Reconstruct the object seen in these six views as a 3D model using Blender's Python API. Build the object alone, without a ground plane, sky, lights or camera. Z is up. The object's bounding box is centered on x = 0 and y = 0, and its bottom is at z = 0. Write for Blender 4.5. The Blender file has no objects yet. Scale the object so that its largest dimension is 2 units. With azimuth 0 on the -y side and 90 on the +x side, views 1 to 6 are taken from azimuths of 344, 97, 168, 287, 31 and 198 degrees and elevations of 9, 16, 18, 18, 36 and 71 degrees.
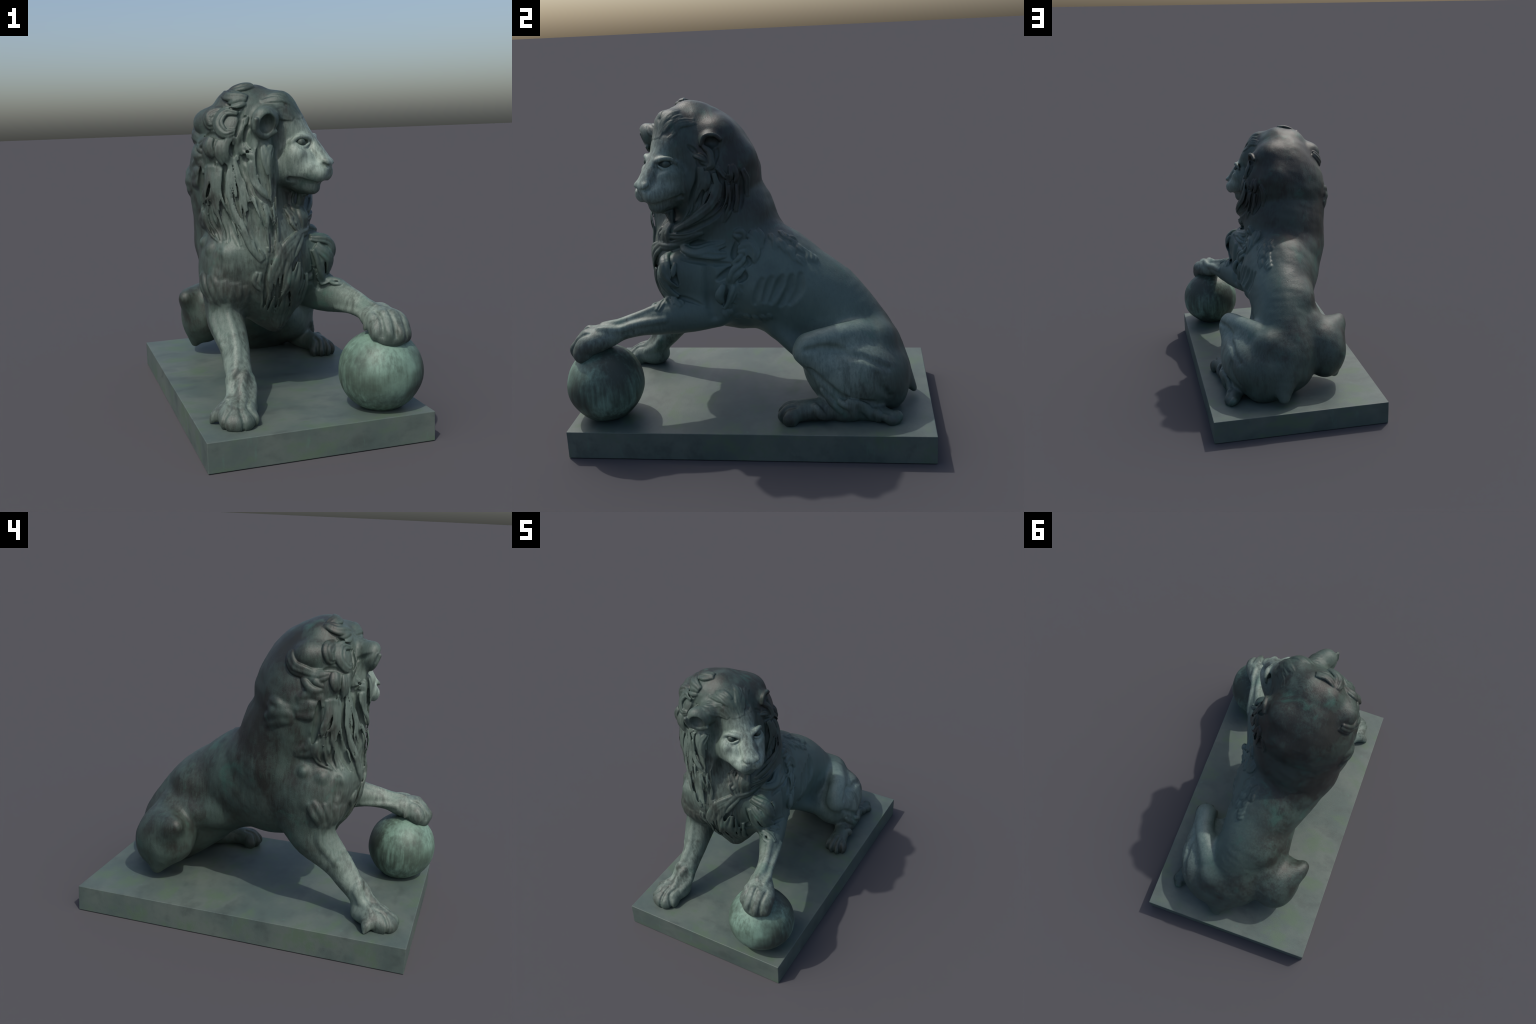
"""Bronze statue of a seated lion resting one forepaw on a ball, on a slab plinth.

The animal is modelled as a smooth blend of anatomical volumes (a distance
field built from lofted spines, ellipsoids and hair locks), skinned to one
surface, and then cut into its anatomical parts.
"""
import math
import numpy as np

# ----------------------------------------------------------------- field kit
COARSE = 0.008                       # cell of the volume pass; locks use half
LOW = np.array([-0.60, -1.02, 0.13])
CELLS = np.array([142, 252, 218])    # coarse cells: 1.136 x 2.016 x 1.744 m
PARTS = ["torso", "mane", "head", "ear", "forelimb", "paw", "hindlimb", "hind_paw", "tail"]


class Field:
    def __init__(self, low, cells, h):
        self.low, self.h = np.asarray(low, float), h
        self.d = np.full(tuple(cells + 1), 0.25, np.float32)
        self.part = np.zeros(tuple(cells + 1), np.int8)

    def box(self, lo, hi):
        n = np.array(self.d.shape)
        a = np.clip(np.floor((np.asarray(lo) - self.low) / self.h).astype(int), 0, n)
        b = np.clip(np.ceil((np.asarray(hi) - self.low) / self.h).astype(int) + 1, 0, n)
        s = tuple(slice(i, j) for i, j in zip(a, b))
        ax = [(self.low[i] + self.h * np.arange(a[i], b[i])).astype(np.float32) for i in range(3)]
        return s, np.meshgrid(*ax, indexing="ij", sparse=True)

    def put(self, s, d, k, part=None, mode="add"):
        c = self.d[s]
        if c.size == 0:
            return
        if part is not None:
            nearer = d < c
            self.part[s][nearer] = PARTS.index(part)
        if mode == "cut":
            d = -d
            hh = np.clip(0.5 - 0.5 * (c - d) / k, 0, 1)
            self.d[s] = c * (1 - hh) + d * hh + k * hh * (1 - hh)
        else:
            hh = np.clip(0.5 + 0.5 * (c - d) / k, 0, 1)
            self.d[s] = c * (1 - hh) + d * hh - k * hh * (1 - hh)

    def soften(self, times):
        """Blur away the creases where neighbouring stretches of a loft meet."""
        for _ in range(times):
            for ax in range(3):
                d = np.moveaxis(self.d, ax, 0)
                d[1:-1] = 0.25 * (d[:-2] + d[2:]) + 0.5 * d[1:-1]

    def sample(self, p):
        q = (np.asarray(p, float) - self.low) / self.h
        n = np.array(self.d.shape)
        i = np.clip(np.floor(q).astype(int), 0, n - 2)
        f = np.clip(q - i, 0, 1)
        out = 0
        for a in (0, 1):
            for b in (0, 1):
                for c in (0, 1):
                    wgt = (f[..., 0] if a else 1 - f[..., 0]) * (f[..., 1] if b else 1 - f[..., 1]) * (f[..., 2] if c else 1 - f[..., 2])
                    out = out + wgt * self.d[i[..., 0] + a, i[..., 1] + b, i[..., 2] + c]
        return out

    def grad(self, p, e=0.012):
        p = np.asarray(p, float)
        g = np.stack([self.sample(p + e * np.eye(3)[i]) - self.sample(p - e * np.eye(3)[i]) for i in range(3)], -1)
        return g / (np.linalg.norm(g, axis=-1, keepdims=True) + 1e-9)

    def snap(self, p, lift=0.0):
        """Slide points along the gradient on to the surface (or `lift` above it)."""
        p = np.array(p, float)
        for _ in range(14):
            step = np.clip(self.sample(p) - lift, -0.03, 0.03)
            p -= 0.7 * step[..., None] * self.grad(p)
        return p

    def refined(self):
        """The same field on a grid of half the cell, interpolated with cubics."""
        f = Field(self.low, np.array([0, 0, 0]), self.h / 2)
        d = self.d
        for ax in range(3):
            d = np.moveaxis(d, ax, 0)
            out = np.empty((2 * d.shape[0] - 1,) + d.shape[1:], np.float32)
            out[::2] = d
            mid = 0.5625 * (d[:-1] + d[1:])
            pad = np.concatenate([d[:1], d, d[-1:]])
            out[1::2] = mid - 0.0625 * (pad[:-3] + pad[3:])
            d = np.moveaxis(out, 0, ax)
        f.d = np.ascontiguousarray(d)
        f.part = np.ascontiguousarray(self.part.repeat(2, 0).repeat(2, 1).repeat(2, 2)[:-1, :-1, :-1])
        return f


def rotation(yaw=0, pitch=0, roll=0):
    """Degrees: roll about x, then pitch about y, then yaw about z."""
    a, b, c = (math.radians(v) for v in (yaw, pitch, roll))
    rz = np.array([[math.cos(a), -math.sin(a), 0], [math.sin(a), math.cos(a), 0], [0, 0, 1]])
    ry = np.array([[math.cos(b), 0, math.sin(b)], [0, 1, 0], [-math.sin(b), 0, math.cos(b)]])
    rx = np.array([[1, 0, 0], [0, math.cos(c), -math.sin(c)], [0, math.sin(c), math.cos(c)]])
    return rz @ ry @ rx


def blob(f, part, centre, radii, k=0.03, turn=None, mode="add"):
    """Ellipsoid; `turn` is a rotation matrix whose columns are its axes."""
    r = np.asarray(radii, float)
    m = np.eye(3) if turn is None else np.asarray(turn)
    half = np.sqrt((m ** 2) @ (r ** 2)) + k + 2 * f.h
    s, (x, y, z) = f.box(centre - half, centre + half)
    x, y, z = x - centre[0], y - centre[1], z - centre[2]
    q0 = q1 = 0
    for i in range(3):
        t = (m[0, i] * x + m[1, i] * y + m[2, i] * z) / r[i]
        q0 = q0 + t * t
        q1 = q1 + (t / r[i]) ** 2
    q0, q1 = np.sqrt(q0), np.sqrt(q1) + 1e-6
    f.put(s, q0 * (q0 - 1) / q1, k, part, mode)


def spline(nodes, per=5):
    """Catmull-Rom resampling of an (n, m) list of nodes."""
    p = np.asarray(nodes, float)
    if len(p) < 3:
        t = np.linspace(0, 1, per + 1)[:, None]
        return p[0] * (1 - t) + p[-1] * t
    e = np.concatenate([[2 * p[0] - p[1]], p, [2 * p[-1] - p[-2]]])
    out = []
    for i in range(len(p) - 1):
        a, b, c, d = e[i:i + 4]
        for t in np.arange(per) / per:
            out.append(0.5 * (2 * b + (c - a) * t + (2 * a - 5 * b + 4 * c - d) * t * t + (3 * b - a - 3 * c + d) * t ** 3))
    return np.array(out + [p[-1]])


def loft(f, part, nodes, k=0.03, side=(1, 0, 0), per=4, mode="add"):
    """Tube through nodes (x, y, z, half_width, half_depth): the width lies along
    `side`, the depth across it; the ends are rounded."""
    n = spline(nodes, per)
    if n.shape[1] == 4:
        n = np.concatenate([n, n[:, 3:4]], 1)
    n[:, 3:] = np.maximum(n[:, 3:], 0.002)
    p, r = n[:, :3], n[:, 3:]
    side = np.asarray(side, float)
    big = r.max(1)[:, None] + k + 2 * f.h
    least, most = (p - big).min(0), (p + big).max(0)
    s, (x, y, z) = f.box(least, most)
    shape = np.broadcast_shapes(x.shape, y.shape, z.shape)
    best = np.full(shape, 9.0, np.float32)
    origin = np.array([sl.start for sl in s])
    for i in range(len(p) - 1):
        ax = p[i + 1] - p[i]
        length = np.linalg.norm(ax)
        if length < 1e-6:
            continue
        ax = ax / length
        u = side - ax * (side @ ax)
        u /= np.linalg.norm(u) + 1e-9
        v = np.cross(ax, u)
        m = max(big[i, 0], big[i + 1, 0])
        sub, (x, y, z) = f.box(np.maximum(np.minimum(p[i], p[i + 1]) - m, least), np.minimum(np.maximum(p[i], p[i + 1]) + m, most))
        if min(len(x), y.shape[1], z.shape[2]) == 0:
            continue
        x, y, z = x - p[i, 0], y - p[i, 1], z - p[i, 2]
        along = ax[0] * x + ax[1] * y + ax[2] * z
        t = np.clip(along / length, 0, 1)
        over = along - t * length
        a = r[i, 0] + (r[i + 1, 0] - r[i, 0]) * t
        b = r[i, 1] + (r[i + 1, 1] - r[i, 1]) * t
        uu = u[0] * x + u[1] * y + u[2] * z
        vv = v[0] * x + v[1] * y + v[2] * z
        cap = 0.5 * (a + b)
        q0 = np.sqrt((uu / a) ** 2 + (vv / b) ** 2 + (over / cap) ** 2)
        q1 = np.sqrt((uu / a ** 2) ** 2 + (vv / b ** 2) ** 2 + (over / cap ** 2) ** 2) + 1e-6
        d = q0 * (q0 - 1) / q1
        loc = tuple(slice(sl.start - o, sl.stop - o) for sl, o in zip(sub, origin))
        best[loc] = np.minimum(best[loc], d)
    f.put(s, best, k, part, mode)


# ------------------------------------------------------------------ anatomy
FACE_AT = np.array([0.119, -0.468, 1.528])             # between the eyes
FACE = np.array([[0.765, -0.645, 0.0], [0.645, 0.765, 0.0], [0.0, 0.0, 1.0]]).T  # columns: forward, left, up
FACE[:, :2] /= np.linalg.norm(FACE[:, :2], axis=0)


def face(fwd, left, up):
    return FACE_AT + FACE @ np.array([fwd, left, up])


# the right ear is a cup that looks forward and a little down
RIGHT_EAR = np.array([-0.145, -0.565, 1.632])
LEFT_EAR = np.array([0.062, -0.178, 1.622])
EAR_AXES = np.array([(0.25, -0.85, -0.33), (0.95, 0.22, 0.05), (0.0, 0.0, 0.0)])
EAR_AXES[2] = np.cross(EAR_AXES[0], EAR_AXES[1])
EAR_AXES[1] = np.cross(EAR_AXES[2], EAR_AXES[0])
EAR_AXES = (EAR_AXES / np.linalg.norm(EAR_AXES, axis=1, keepdims=True)).T


def tilted(pitch=0.0, yaw=0.0):
    """Face axes pitched nose-down (degrees) and yawed to the lion's left."""
    return FACE @ rotation(yaw=yaw, pitch=pitch)


def volumes(f):
    # trunk, from breast to rump (half width along x, half depth across the spine)
    loft(f, "torso", [
        (-0.10, -0.24, 0.88, 0.29, 0.27), (-0.085, -0.10, 0.83, 0.30, 0.315),
        (-0.06, 0.06, 0.83, 0.275, 0.318), (-0.02, 0.235, 0.745, 0.235, 0.285),
        (0.0, 0.375, 0.657, 0.205, 0.275), (0.02, 0.50, 0.54, 0.21, 0.255),
        (0.03, 0.60, 0.43, 0.225, 0.23), (0.06, 0.66, 0.36, 0.22, 0.19)], k=0.03)
    # breast and the keel of hair below it
    loft(f, "torso", [(-0.17, -0.36, 1.10, 0.16, 0.19), (-0.13, -0.37, 0.97, 0.25, 0.205), (-0.09, -0.36, 0.82, 0.24, 0.19), (-0.075, -0.32, 0.68, 0.16, 0.15), (-0.06, -0.355, 0.57, 0.07, 0.08)], k=0.05)
    blob(f, "torso", (0.05, -0.395, 0.93), (0.12, 0.095, 0.10), k=0.05)
    # the broad left of the loin, the right hip and the flank before it
    loft(f, "torso", [(0.04, 0.30, 0.82, 0.135, 0.135), (0.06, 0.44, 0.72, 0.125, 0.13), (0.09, 0.58, 0.55, 0.11, 0.12)], k=0.04)
    loft(f, "torso", [(-0.145, 0.28, 0.61, 0.115, 0.12), (-0.16, 0.42, 0.585, 0.11, 0.115), (-0.15, 0.56, 0.57, 0.10, 0.12)], k=0.05)
    blob(f, "torso", np.array((0.09, 0.08, 0.79)), (0.16, 0.16, 0.17), k=0.04)
    blob(f, "torso", np.array((-0.10, 0.42, 0.74)), (0.115, 0.17, 0.13), k=0.06)
    blob(f, "torso", np.array((-0.19, 0.07, 0.98)), (0.14, 0.13, 0.14), k=0.05)
    # groin down to the plinth
    loft(f, "torso", [(0.0, 0.40, 0.48, 0.18, 0.15), (0.10, 0.56, 0.32, 0.18, 0.14), (0.15, 0.63, 0.22, 0.18, 0.11)], k=0.05)

    # mane: neck column and crown
    loft(f, "mane", [
        (-0.13, -0.11, 1.00, 0.30, 0.28), (-0.135, -0.155, 1.13, 0.30, 0.30), (-0.15, -0.20, 1.28, 0.308, 0.275),
        (-0.15, -0.21, 1.42, 0.30, 0.265), (-0.145, -0.25, 1.535, 0.24, 0.245), (-0.145, -0.30, 1.635, 0.205, 0.18)], k=0.05, side=(1, 0, 0))
    # curtain of hair over the right breast
    loft(f, "mane", [(-0.27, -0.36, 1.55, 0.10, 0.10), (-0.25, -0.38, 1.40, 0.115, 0.112), (-0.20, -0.415, 1.22, 0.145, 0.128), (-0.17, -0.445, 1.05, 0.13, 0.125), (-0.17, -0.475, 0.95, 0.08, 0.10)], k=0.05)

    loft(f, "mane", [(-0.35, -0.34, 1.44, 0.07), (-0.355, -0.355, 1.30, 0.075), (-0.345, -0.37, 1.14, 0.07)], k=0.05)
    # hair hanging straight below the right ear
    loft(f, "mane", [(-0.15, -0.49, 1.56, 0.065, 0.07), (-0.15, -0.505, 1.43, 0.075, 0.07), (-0.145, -0.51, 1.29, 0.075, 0.065), (-0.15, -0.51, 1.15, 0.075, 0.075)], k=0.04)
    # ruff round the left cheek and under the chin
    loft(f, "mane", [(0.06, -0.16, 1.52, 0.06, 0.07), (0.085, -0.17, 1.38, 0.07, 0.09), (0.12, -0.21, 1.25, 0.08, 0.085), (0.11, -0.31, 1.16, 0.075, 0.075), (0.06, -0.40, 1.11, 0.06, 0.06)], k=0.04)
    # curls of the forelock and the right temple
    for c, r in (((-0.34, -0.34, 1.64), 0.06), ((-0.27, -0.42, 1.60), 0.07), ((-0.34, -0.39, 1.50), 0.075),
                 ((-0.25, -0.31, 1.725), 0.062), ((-0.20, -0.38, 1.69), 0.07), ((-0.11, -0.33, 1.755), 0.05), ((-0.03, -0.15, 1.635), 0.108), ((-0.37, -0.27, 1.64), 0.07), ((-0.06, -0.075, 1.49), 0.125)):
        blob(f, "mane", np.array(c), (r, r, r), k=0.06)

    # shoulders and forelimbs
    blob(f, "forelimb", (-0.315, -0.32, 0.85), (0.14, 0.20, 0.24), k=0.06)
    blob(f, "forelimb", (-0.36, -0.39, 0.77), (0.075, 0.08, 0.09), k=0.05)
    blob(f, "forelimb", (-0.31, -0.42, 0.92), (0.09, 0.11, 0.10), k=0.05)
    loft(f, "forelimb", [
        (-0.315, -0.29, 0.71, 0.11, 0.15), (-0.335, -0.37, 0.60, 0.10, 0.125), (-0.325, -0.49, 0.48, 0.08, 0.085),
        (-0.33, -0.57, 0.39, 0.072, 0.072), (-0.335, -0.66, 0.29, 0.066, 0.062), (-0.35, -0.71, 0.22, 0.07, 0.06)], k=0.04)
    loft(f, "paw", [(-0.355, -0.68, 0.21, 0.075, 0.06), (-0.39, -0.76, 0.215, 0.10, 0.065), (-0.40, -0.825, 0.195, 0.095, 0.055)], k=0.04)
    blob(f, "forelimb", (0.15, -0.26, 0.86), (0.10, 0.20, 0.20), k=0.06)
    blob(f, "forelimb", (0.195, -0.385, 0.92), (0.065, 0.09, 0.105), k=0.05)
    loft(f, "forelimb", [
        (0.16, -0.18, 0.69, 0.085, 0.095), (0.21, -0.32, 0.685, 0.085, 0.10), (0.265, -0.45, 0.682, 0.075, 0.09),
        (0.31, -0.57, 0.668, 0.06, 0.065), (0.34, -0.68, 0.645, 0.052, 0.055), (0.36, -0.76, 0.628, 0.06, 0.055)], k=0.05)
    loft(f, "paw", [(0.365, -0.76, 0.62, 0.08, 0.06), (0.39, -0.84, 0.60, 0.11, 0.075), (0.40, -0.88, 0.565, 0.10, 0.06)], k=0.04)

    # haunches
    blob(f, "hindlimb", (0.29, 0.575, 0.375), (0.17, 0.27, 0.195), k=0.05, turn=rotation(yaw=6, roll=-14))
    blob(f, "hindlimb", (0.20, 0.74, 0.33), (0.13, 0.14, 0.17), k=0.06)
    blob(f, "hindlimb", (0.16, 0.70, 0.52), (0.12, 0.11, 0.11), k=0.05)
    blob(f, "hindlimb", (0.21, 0.76, 0.23), (0.12, 0.10, 0.09), k=0.05)
    loft(f, "hindlimb", [(0.37, 0.335, 0.575, 0.065, 0.06), (0.325, 0.47, 0.585, 0.065, 0.075), (0.23, 0.60, 0.56, 0.09, 0.09)], k=0.04)
    loft(f, "hindlimb", [(0.38, 0.315, 0.525, 0.07, 0.06), (0.375, 0.42, 0.44, 0.07, 0.075), (0.39, 0.51, 0.32, 0.07, 0.075), (0.40, 0.53, 0.22, 0.07, 0.08)], k=0.04)
    loft(f, "hind_paw", [(0.428, 0.245, 0.21, 0.072, 0.06), (0.42, 0.34, 0.215, 0.06, 0.06), (0.385, 0.48, 0.20, 0.055, 0.06), (0.39, 0.66, 0.19, 0.05, 0.05), (0.43, 0.78, 0.18, 0.04, 0.035)], k=0.04)
    blob(f, "hindlimb", (-0.265, 0.565, 0.43), (0.138, 0.178, 0.172), k=0.05)
    blob(f, "hindlimb", (-0.245, 0.625, 0.383), (0.136, 0.148, 0.167), k=0.05)
    loft(f, "hindlimb", [(-0.39, 0.46, 0.558, 0.048, 0.05), (-0.345, 0.51, 0.535, 0.075, 0.08), (-0.19, 0.62, 0.50, 0.10, 0.10)], k=0.07)
    loft(f, "hindlimb", [(-0.32, 0.56, 0.36, 0.07, 0.08), (-0.32, 0.61, 0.23, 0.03, 0.04)], k=0.04)
    # skin fold from belly to knee
    loft(f, "torso", [(0.10, 0.16, 0.56, 0.08, 0.06), (0.20, 0.32, 0.43, 0.065, 0.055), (0.30, 0.42, 0.33, 0.05, 0.06)], k=0.06)
    # tail root
    loft(f, "tail", [(0.07, 0.75, 0.46, 0.09, 0.08), (0.09, 0.835, 0.33, 0.085, 0.05), (0.105, 0.905, 0.205, 0.04, 0.02)], k=0.05)


def skull(f):
    """Head, in face coordinates: forward, left, up from the point between the eyes."""
    across = FACE[:, 1]

    def ball_of(at, radii, k=0.03, mode="add", part="head", pitch=0, yaw=0):
        blob(f, part, face(*at), radii, k=k, turn=tilted(pitch, yaw), mode=mode)

    def ridge(nodes, k=0.03, mode="add", part="head", side=across):
        loft(f, part, [np.r_[face(*n[:3]), n[3], n[-1]] for n in nodes], k=k, side=side, mode=mode)

    ball_of((-0.15, -0.01, 0.03), (0.14, 0.125, 0.18), k=0.04)
    ball_of((-0.135, -0.01, 0.075), (0.115, 0.10, 0.09), k=0.04)
    ball_of((-0.15, -0.04, 0.18), (0.085, 0.09, 0.085), k=0.05)
    for s in (-1, 1):
        w = 0.095 if s < 0 else 0.083    # the sculptor gave the turned side less room
        ball_of((-0.035, w * s, -0.065), (0.065, 0.055, 0.06), k=0.04)
        ball_of((-0.09, w * s, -0.14), (0.085, 0.06, 0.08), k=0.05)
    ball_of((-0.03, 0.0, -0.12), (0.09, 0.07, 0.07), k=0.03)
    # nose ridge, broad and flat, down to the nose
    ridge([(-0.062, 0, 0.075, 0.082, 0.05), (-0.004, 0, 0.0, 0.058, 0.05), (0.048, 0, -0.065, 0.055, 0.048), (0.09, 0, -0.115, 0.058, 0.042)], k=0.03)
    for s in (-1, 1):
        ball_of((0.058, 0.038 * s, -0.165), (0.066, 0.054, 0.055), k=0.025)
        ball_of((0.0, 0.05 * s, -0.075), (0.06, 0.045, 0.05), k=0.03)
        ball_of((-0.005, 0.075 * s, -0.145), (0.07, 0.045, 0.055), k=0.04)
    # lower jaw and chin
    ridge([(-0.12, 0, -0.18, 0.10, 0.06), (-0.05, 0, -0.215, 0.08, 0.055), (0.015, 0, -0.238, 0.055, 0.042)], k=0.03)
    # ears: right one stands out, the left lies in the mane
    blob(f, "ear", RIGHT_EAR, (0.055, 0.068, 0.078), k=0.03, turn=EAR_AXES)
    loft(f, "ear", [(*(RIGHT_EAR + 0.04 * EAR_AXES[:, 1] - 0.03 * EAR_AXES[:, 0]), 0.06), (-0.10, -0.44, 1.64, 0.08)], k=0.03)
    blob(f, "ear", LEFT_EAR, (0.055, 0.062, 0.055), k=0.02)


def hollows(f):
    """Deep shadows of the mane: between cheek and ruff, and under the jaw."""
    def hollow(nodes, k):
        loft(f, None, nodes, k=k, mode="cut")
    hollow([(0.20, -0.235, 1.49, 0.022), (0.215, -0.26, 1.38, 0.035), (0.20, -0.32, 1.28, 0.035), (0.16, -0.40, 1.22, 0.03)], 0.05)


def features(f):
    """The finer carving of the face: eyes, nostrils, mouth, ear hollows."""
    across = FACE[:, 1]

    def ball_of(at, radii, k=0.012, mode="add", part="head", pitch=0, yaw=0):
        blob(f, part, face(*at), radii, k=k, turn=tilted(pitch, yaw), mode=mode)

    def ridge(nodes, k=0.012, mode="add", part="head", side=across):
        loft(f, part, [np.r_[face(*n[:3]), n[3], n[-1]] for n in nodes], k=k, side=side, mode=mode)

    for s in (-1, 1):
        # socket, lids, brow
        ball_of((0.025, 0.085 * s, -0.008), (0.040, 0.042, 0.026), k=0.025, mode="cut", pitch=20)
        ridge([(0.026, 0.045 * s, 0.012, 0.008), (0.014, 0.075 * s, 0.025, 0.013), (-0.014, 0.106 * s, 0.022, 0.012), (-0.038, 0.122 * s, 0.0, 0.006)], k=0.03)
        ridge([(0.028, 0.052 * s, -0.014, 0.006), (0.014, 0.085 * s, -0.030, 0.009), (-0.014, 0.110 * s, -0.018, 0.006)], k=0.012)
        # nostril wing and slit
        ball_of((0.105, 0.036 * s, -0.115), (0.024, 0.020, 0.018), k=0.02)
        ridge([(0.142, 0.012 * s, -0.132, 0.006), (0.128, 0.034 * s, -0.134, 0.009), (0.105, 0.054 * s, -0.122, 0.006)], k=0.008, mode="cut")
        ridge([(0.045, 0.062 * s, -0.045, 0.005), (0.085, 0.064 * s, -0.09, 0.006), (0.112, 0.058 * s, -0.125, 0.005)], k=0.022, mode="cut")
        # mouth, from under the nose to the corner
        ridge([(0.10, 0.004 * s, -0.222, 0.010), (0.07, 0.05 * s, -0.224, 0.015), (0.01, 0.09 * s, -0.210, 0.018), (-0.055, 0.122 * s, -0.186, 0.015)], k=0.012, mode="cut")
        ridge([(0.07, 0.085 * s, -0.145, 0.003), (0.03, 0.098 * s, -0.15, 0.004)], k=0.01, mode="cut")
    ridge([(0.134, 0, -0.14, 0.004), (0.128, 0, -0.175, 0.006), (0.110, 0, -0.22, 0.008)], k=0.012, mode="cut")
    # hollows of the ears
    blob(f, None, RIGHT_EAR + 0.055 * EAR_AXES[:, 0], (0.055, 0.046, 0.055), k=0.010, turn=EAR_AXES, mode="cut")
    loft(f, "ear", [(*(RIGHT_EAR + EAR_AXES @ np.array([0.035, b, c])), 0.012) for b, c in ((0.055, -0.045), (0.0, -0.066), (-0.062, -0.03), (-0.066, 0.03))], k=0.015)
    blob(f, None, LEFT_EAR + np.array((0.045, 0.018, 0.0)), (0.034, 0.042, 0.034), k=0.010, mode="cut")
    loft(f, "ear", [(*(LEFT_EAR + np.array(p)), 0.011) for p in ((0.045, -0.045, -0.01), (0.045, -0.025, 0.035), (0.04, 0.025, 0.042), (0.03, 0.06, 0.015))], k=0.012)


def lock(f, nodes, r, strands=3, lift=0.3, part="mane", k=0.006, seed=0, flat=0.8):
    """A lock of hair laid on the surface along `nodes`: `strands` tapering
    strands side by side, fanning a little and pinched at the tip."""
    rng = np.random.default_rng(len(nodes) * 7919 + seed + int(abs(nodes[0][0]) * 1e4) + int(abs(nodes[-1][2]) * 1e4))
    bed = f.bed                         # the surface before any hair was laid
    path = bed.snap(spline(bed.snap(np.array(nodes, float)), 6))
    n = bed.grad(path, 0.016)
    t = np.gradient(path, axis=0)
    t /= np.linalg.norm(t, axis=1, keepdims=True) + 1e-9
    b = np.cross(t, n)
    b /= np.linalg.norm(b, axis=1, keepdims=True) + 1e-9
    u = np.linspace(0, 1, len(path))[:, None]
    body = 0.35 + 0.65 * np.sin(np.pi * np.clip(u * 0.78 + 0.16, 0, 1)) ** 0.8
    sub = r * (1.15 / strands ** 0.65)
    for i in range(strands):
        o = (i - (strands - 1) / 2) / max(strands - 1, 1) * 2
        sway = 0.12 * np.sin(np.pi * 2 * (u * rng.uniform(0.5, 1.0) + rng.uniform()))
        off = (o * (0.72 if strands > 1 else 0) + sway) * r * body
        high = (lift - 0.22 * o * o + 0.12 * rng.uniform(-1, 1)) * r
        p = path + b * off + n * (high * body - 0.45 * r * (1 - body))
        w = sub * body * rng.uniform(0.85, 1.12)
        mid = len(path) // 2
        loft(f, part, np.concatenate([p, w, w * flat], 1), k=k, side=b[mid], per=1)


def groove(f, nodes, r, k=0.012, lift=0.0):
    path = f.snap(spline(f.snap(np.array(nodes, float)), 5), lift)
    u = np.linspace(0, 1, len(path))[:, None]
    w = r * np.sin(np.pi * (0.08 + 0.84 * u)) ** 0.6
    loft(f, None, np.concatenate([path, w], 1), k=k, per=1, mode="cut")


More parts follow.
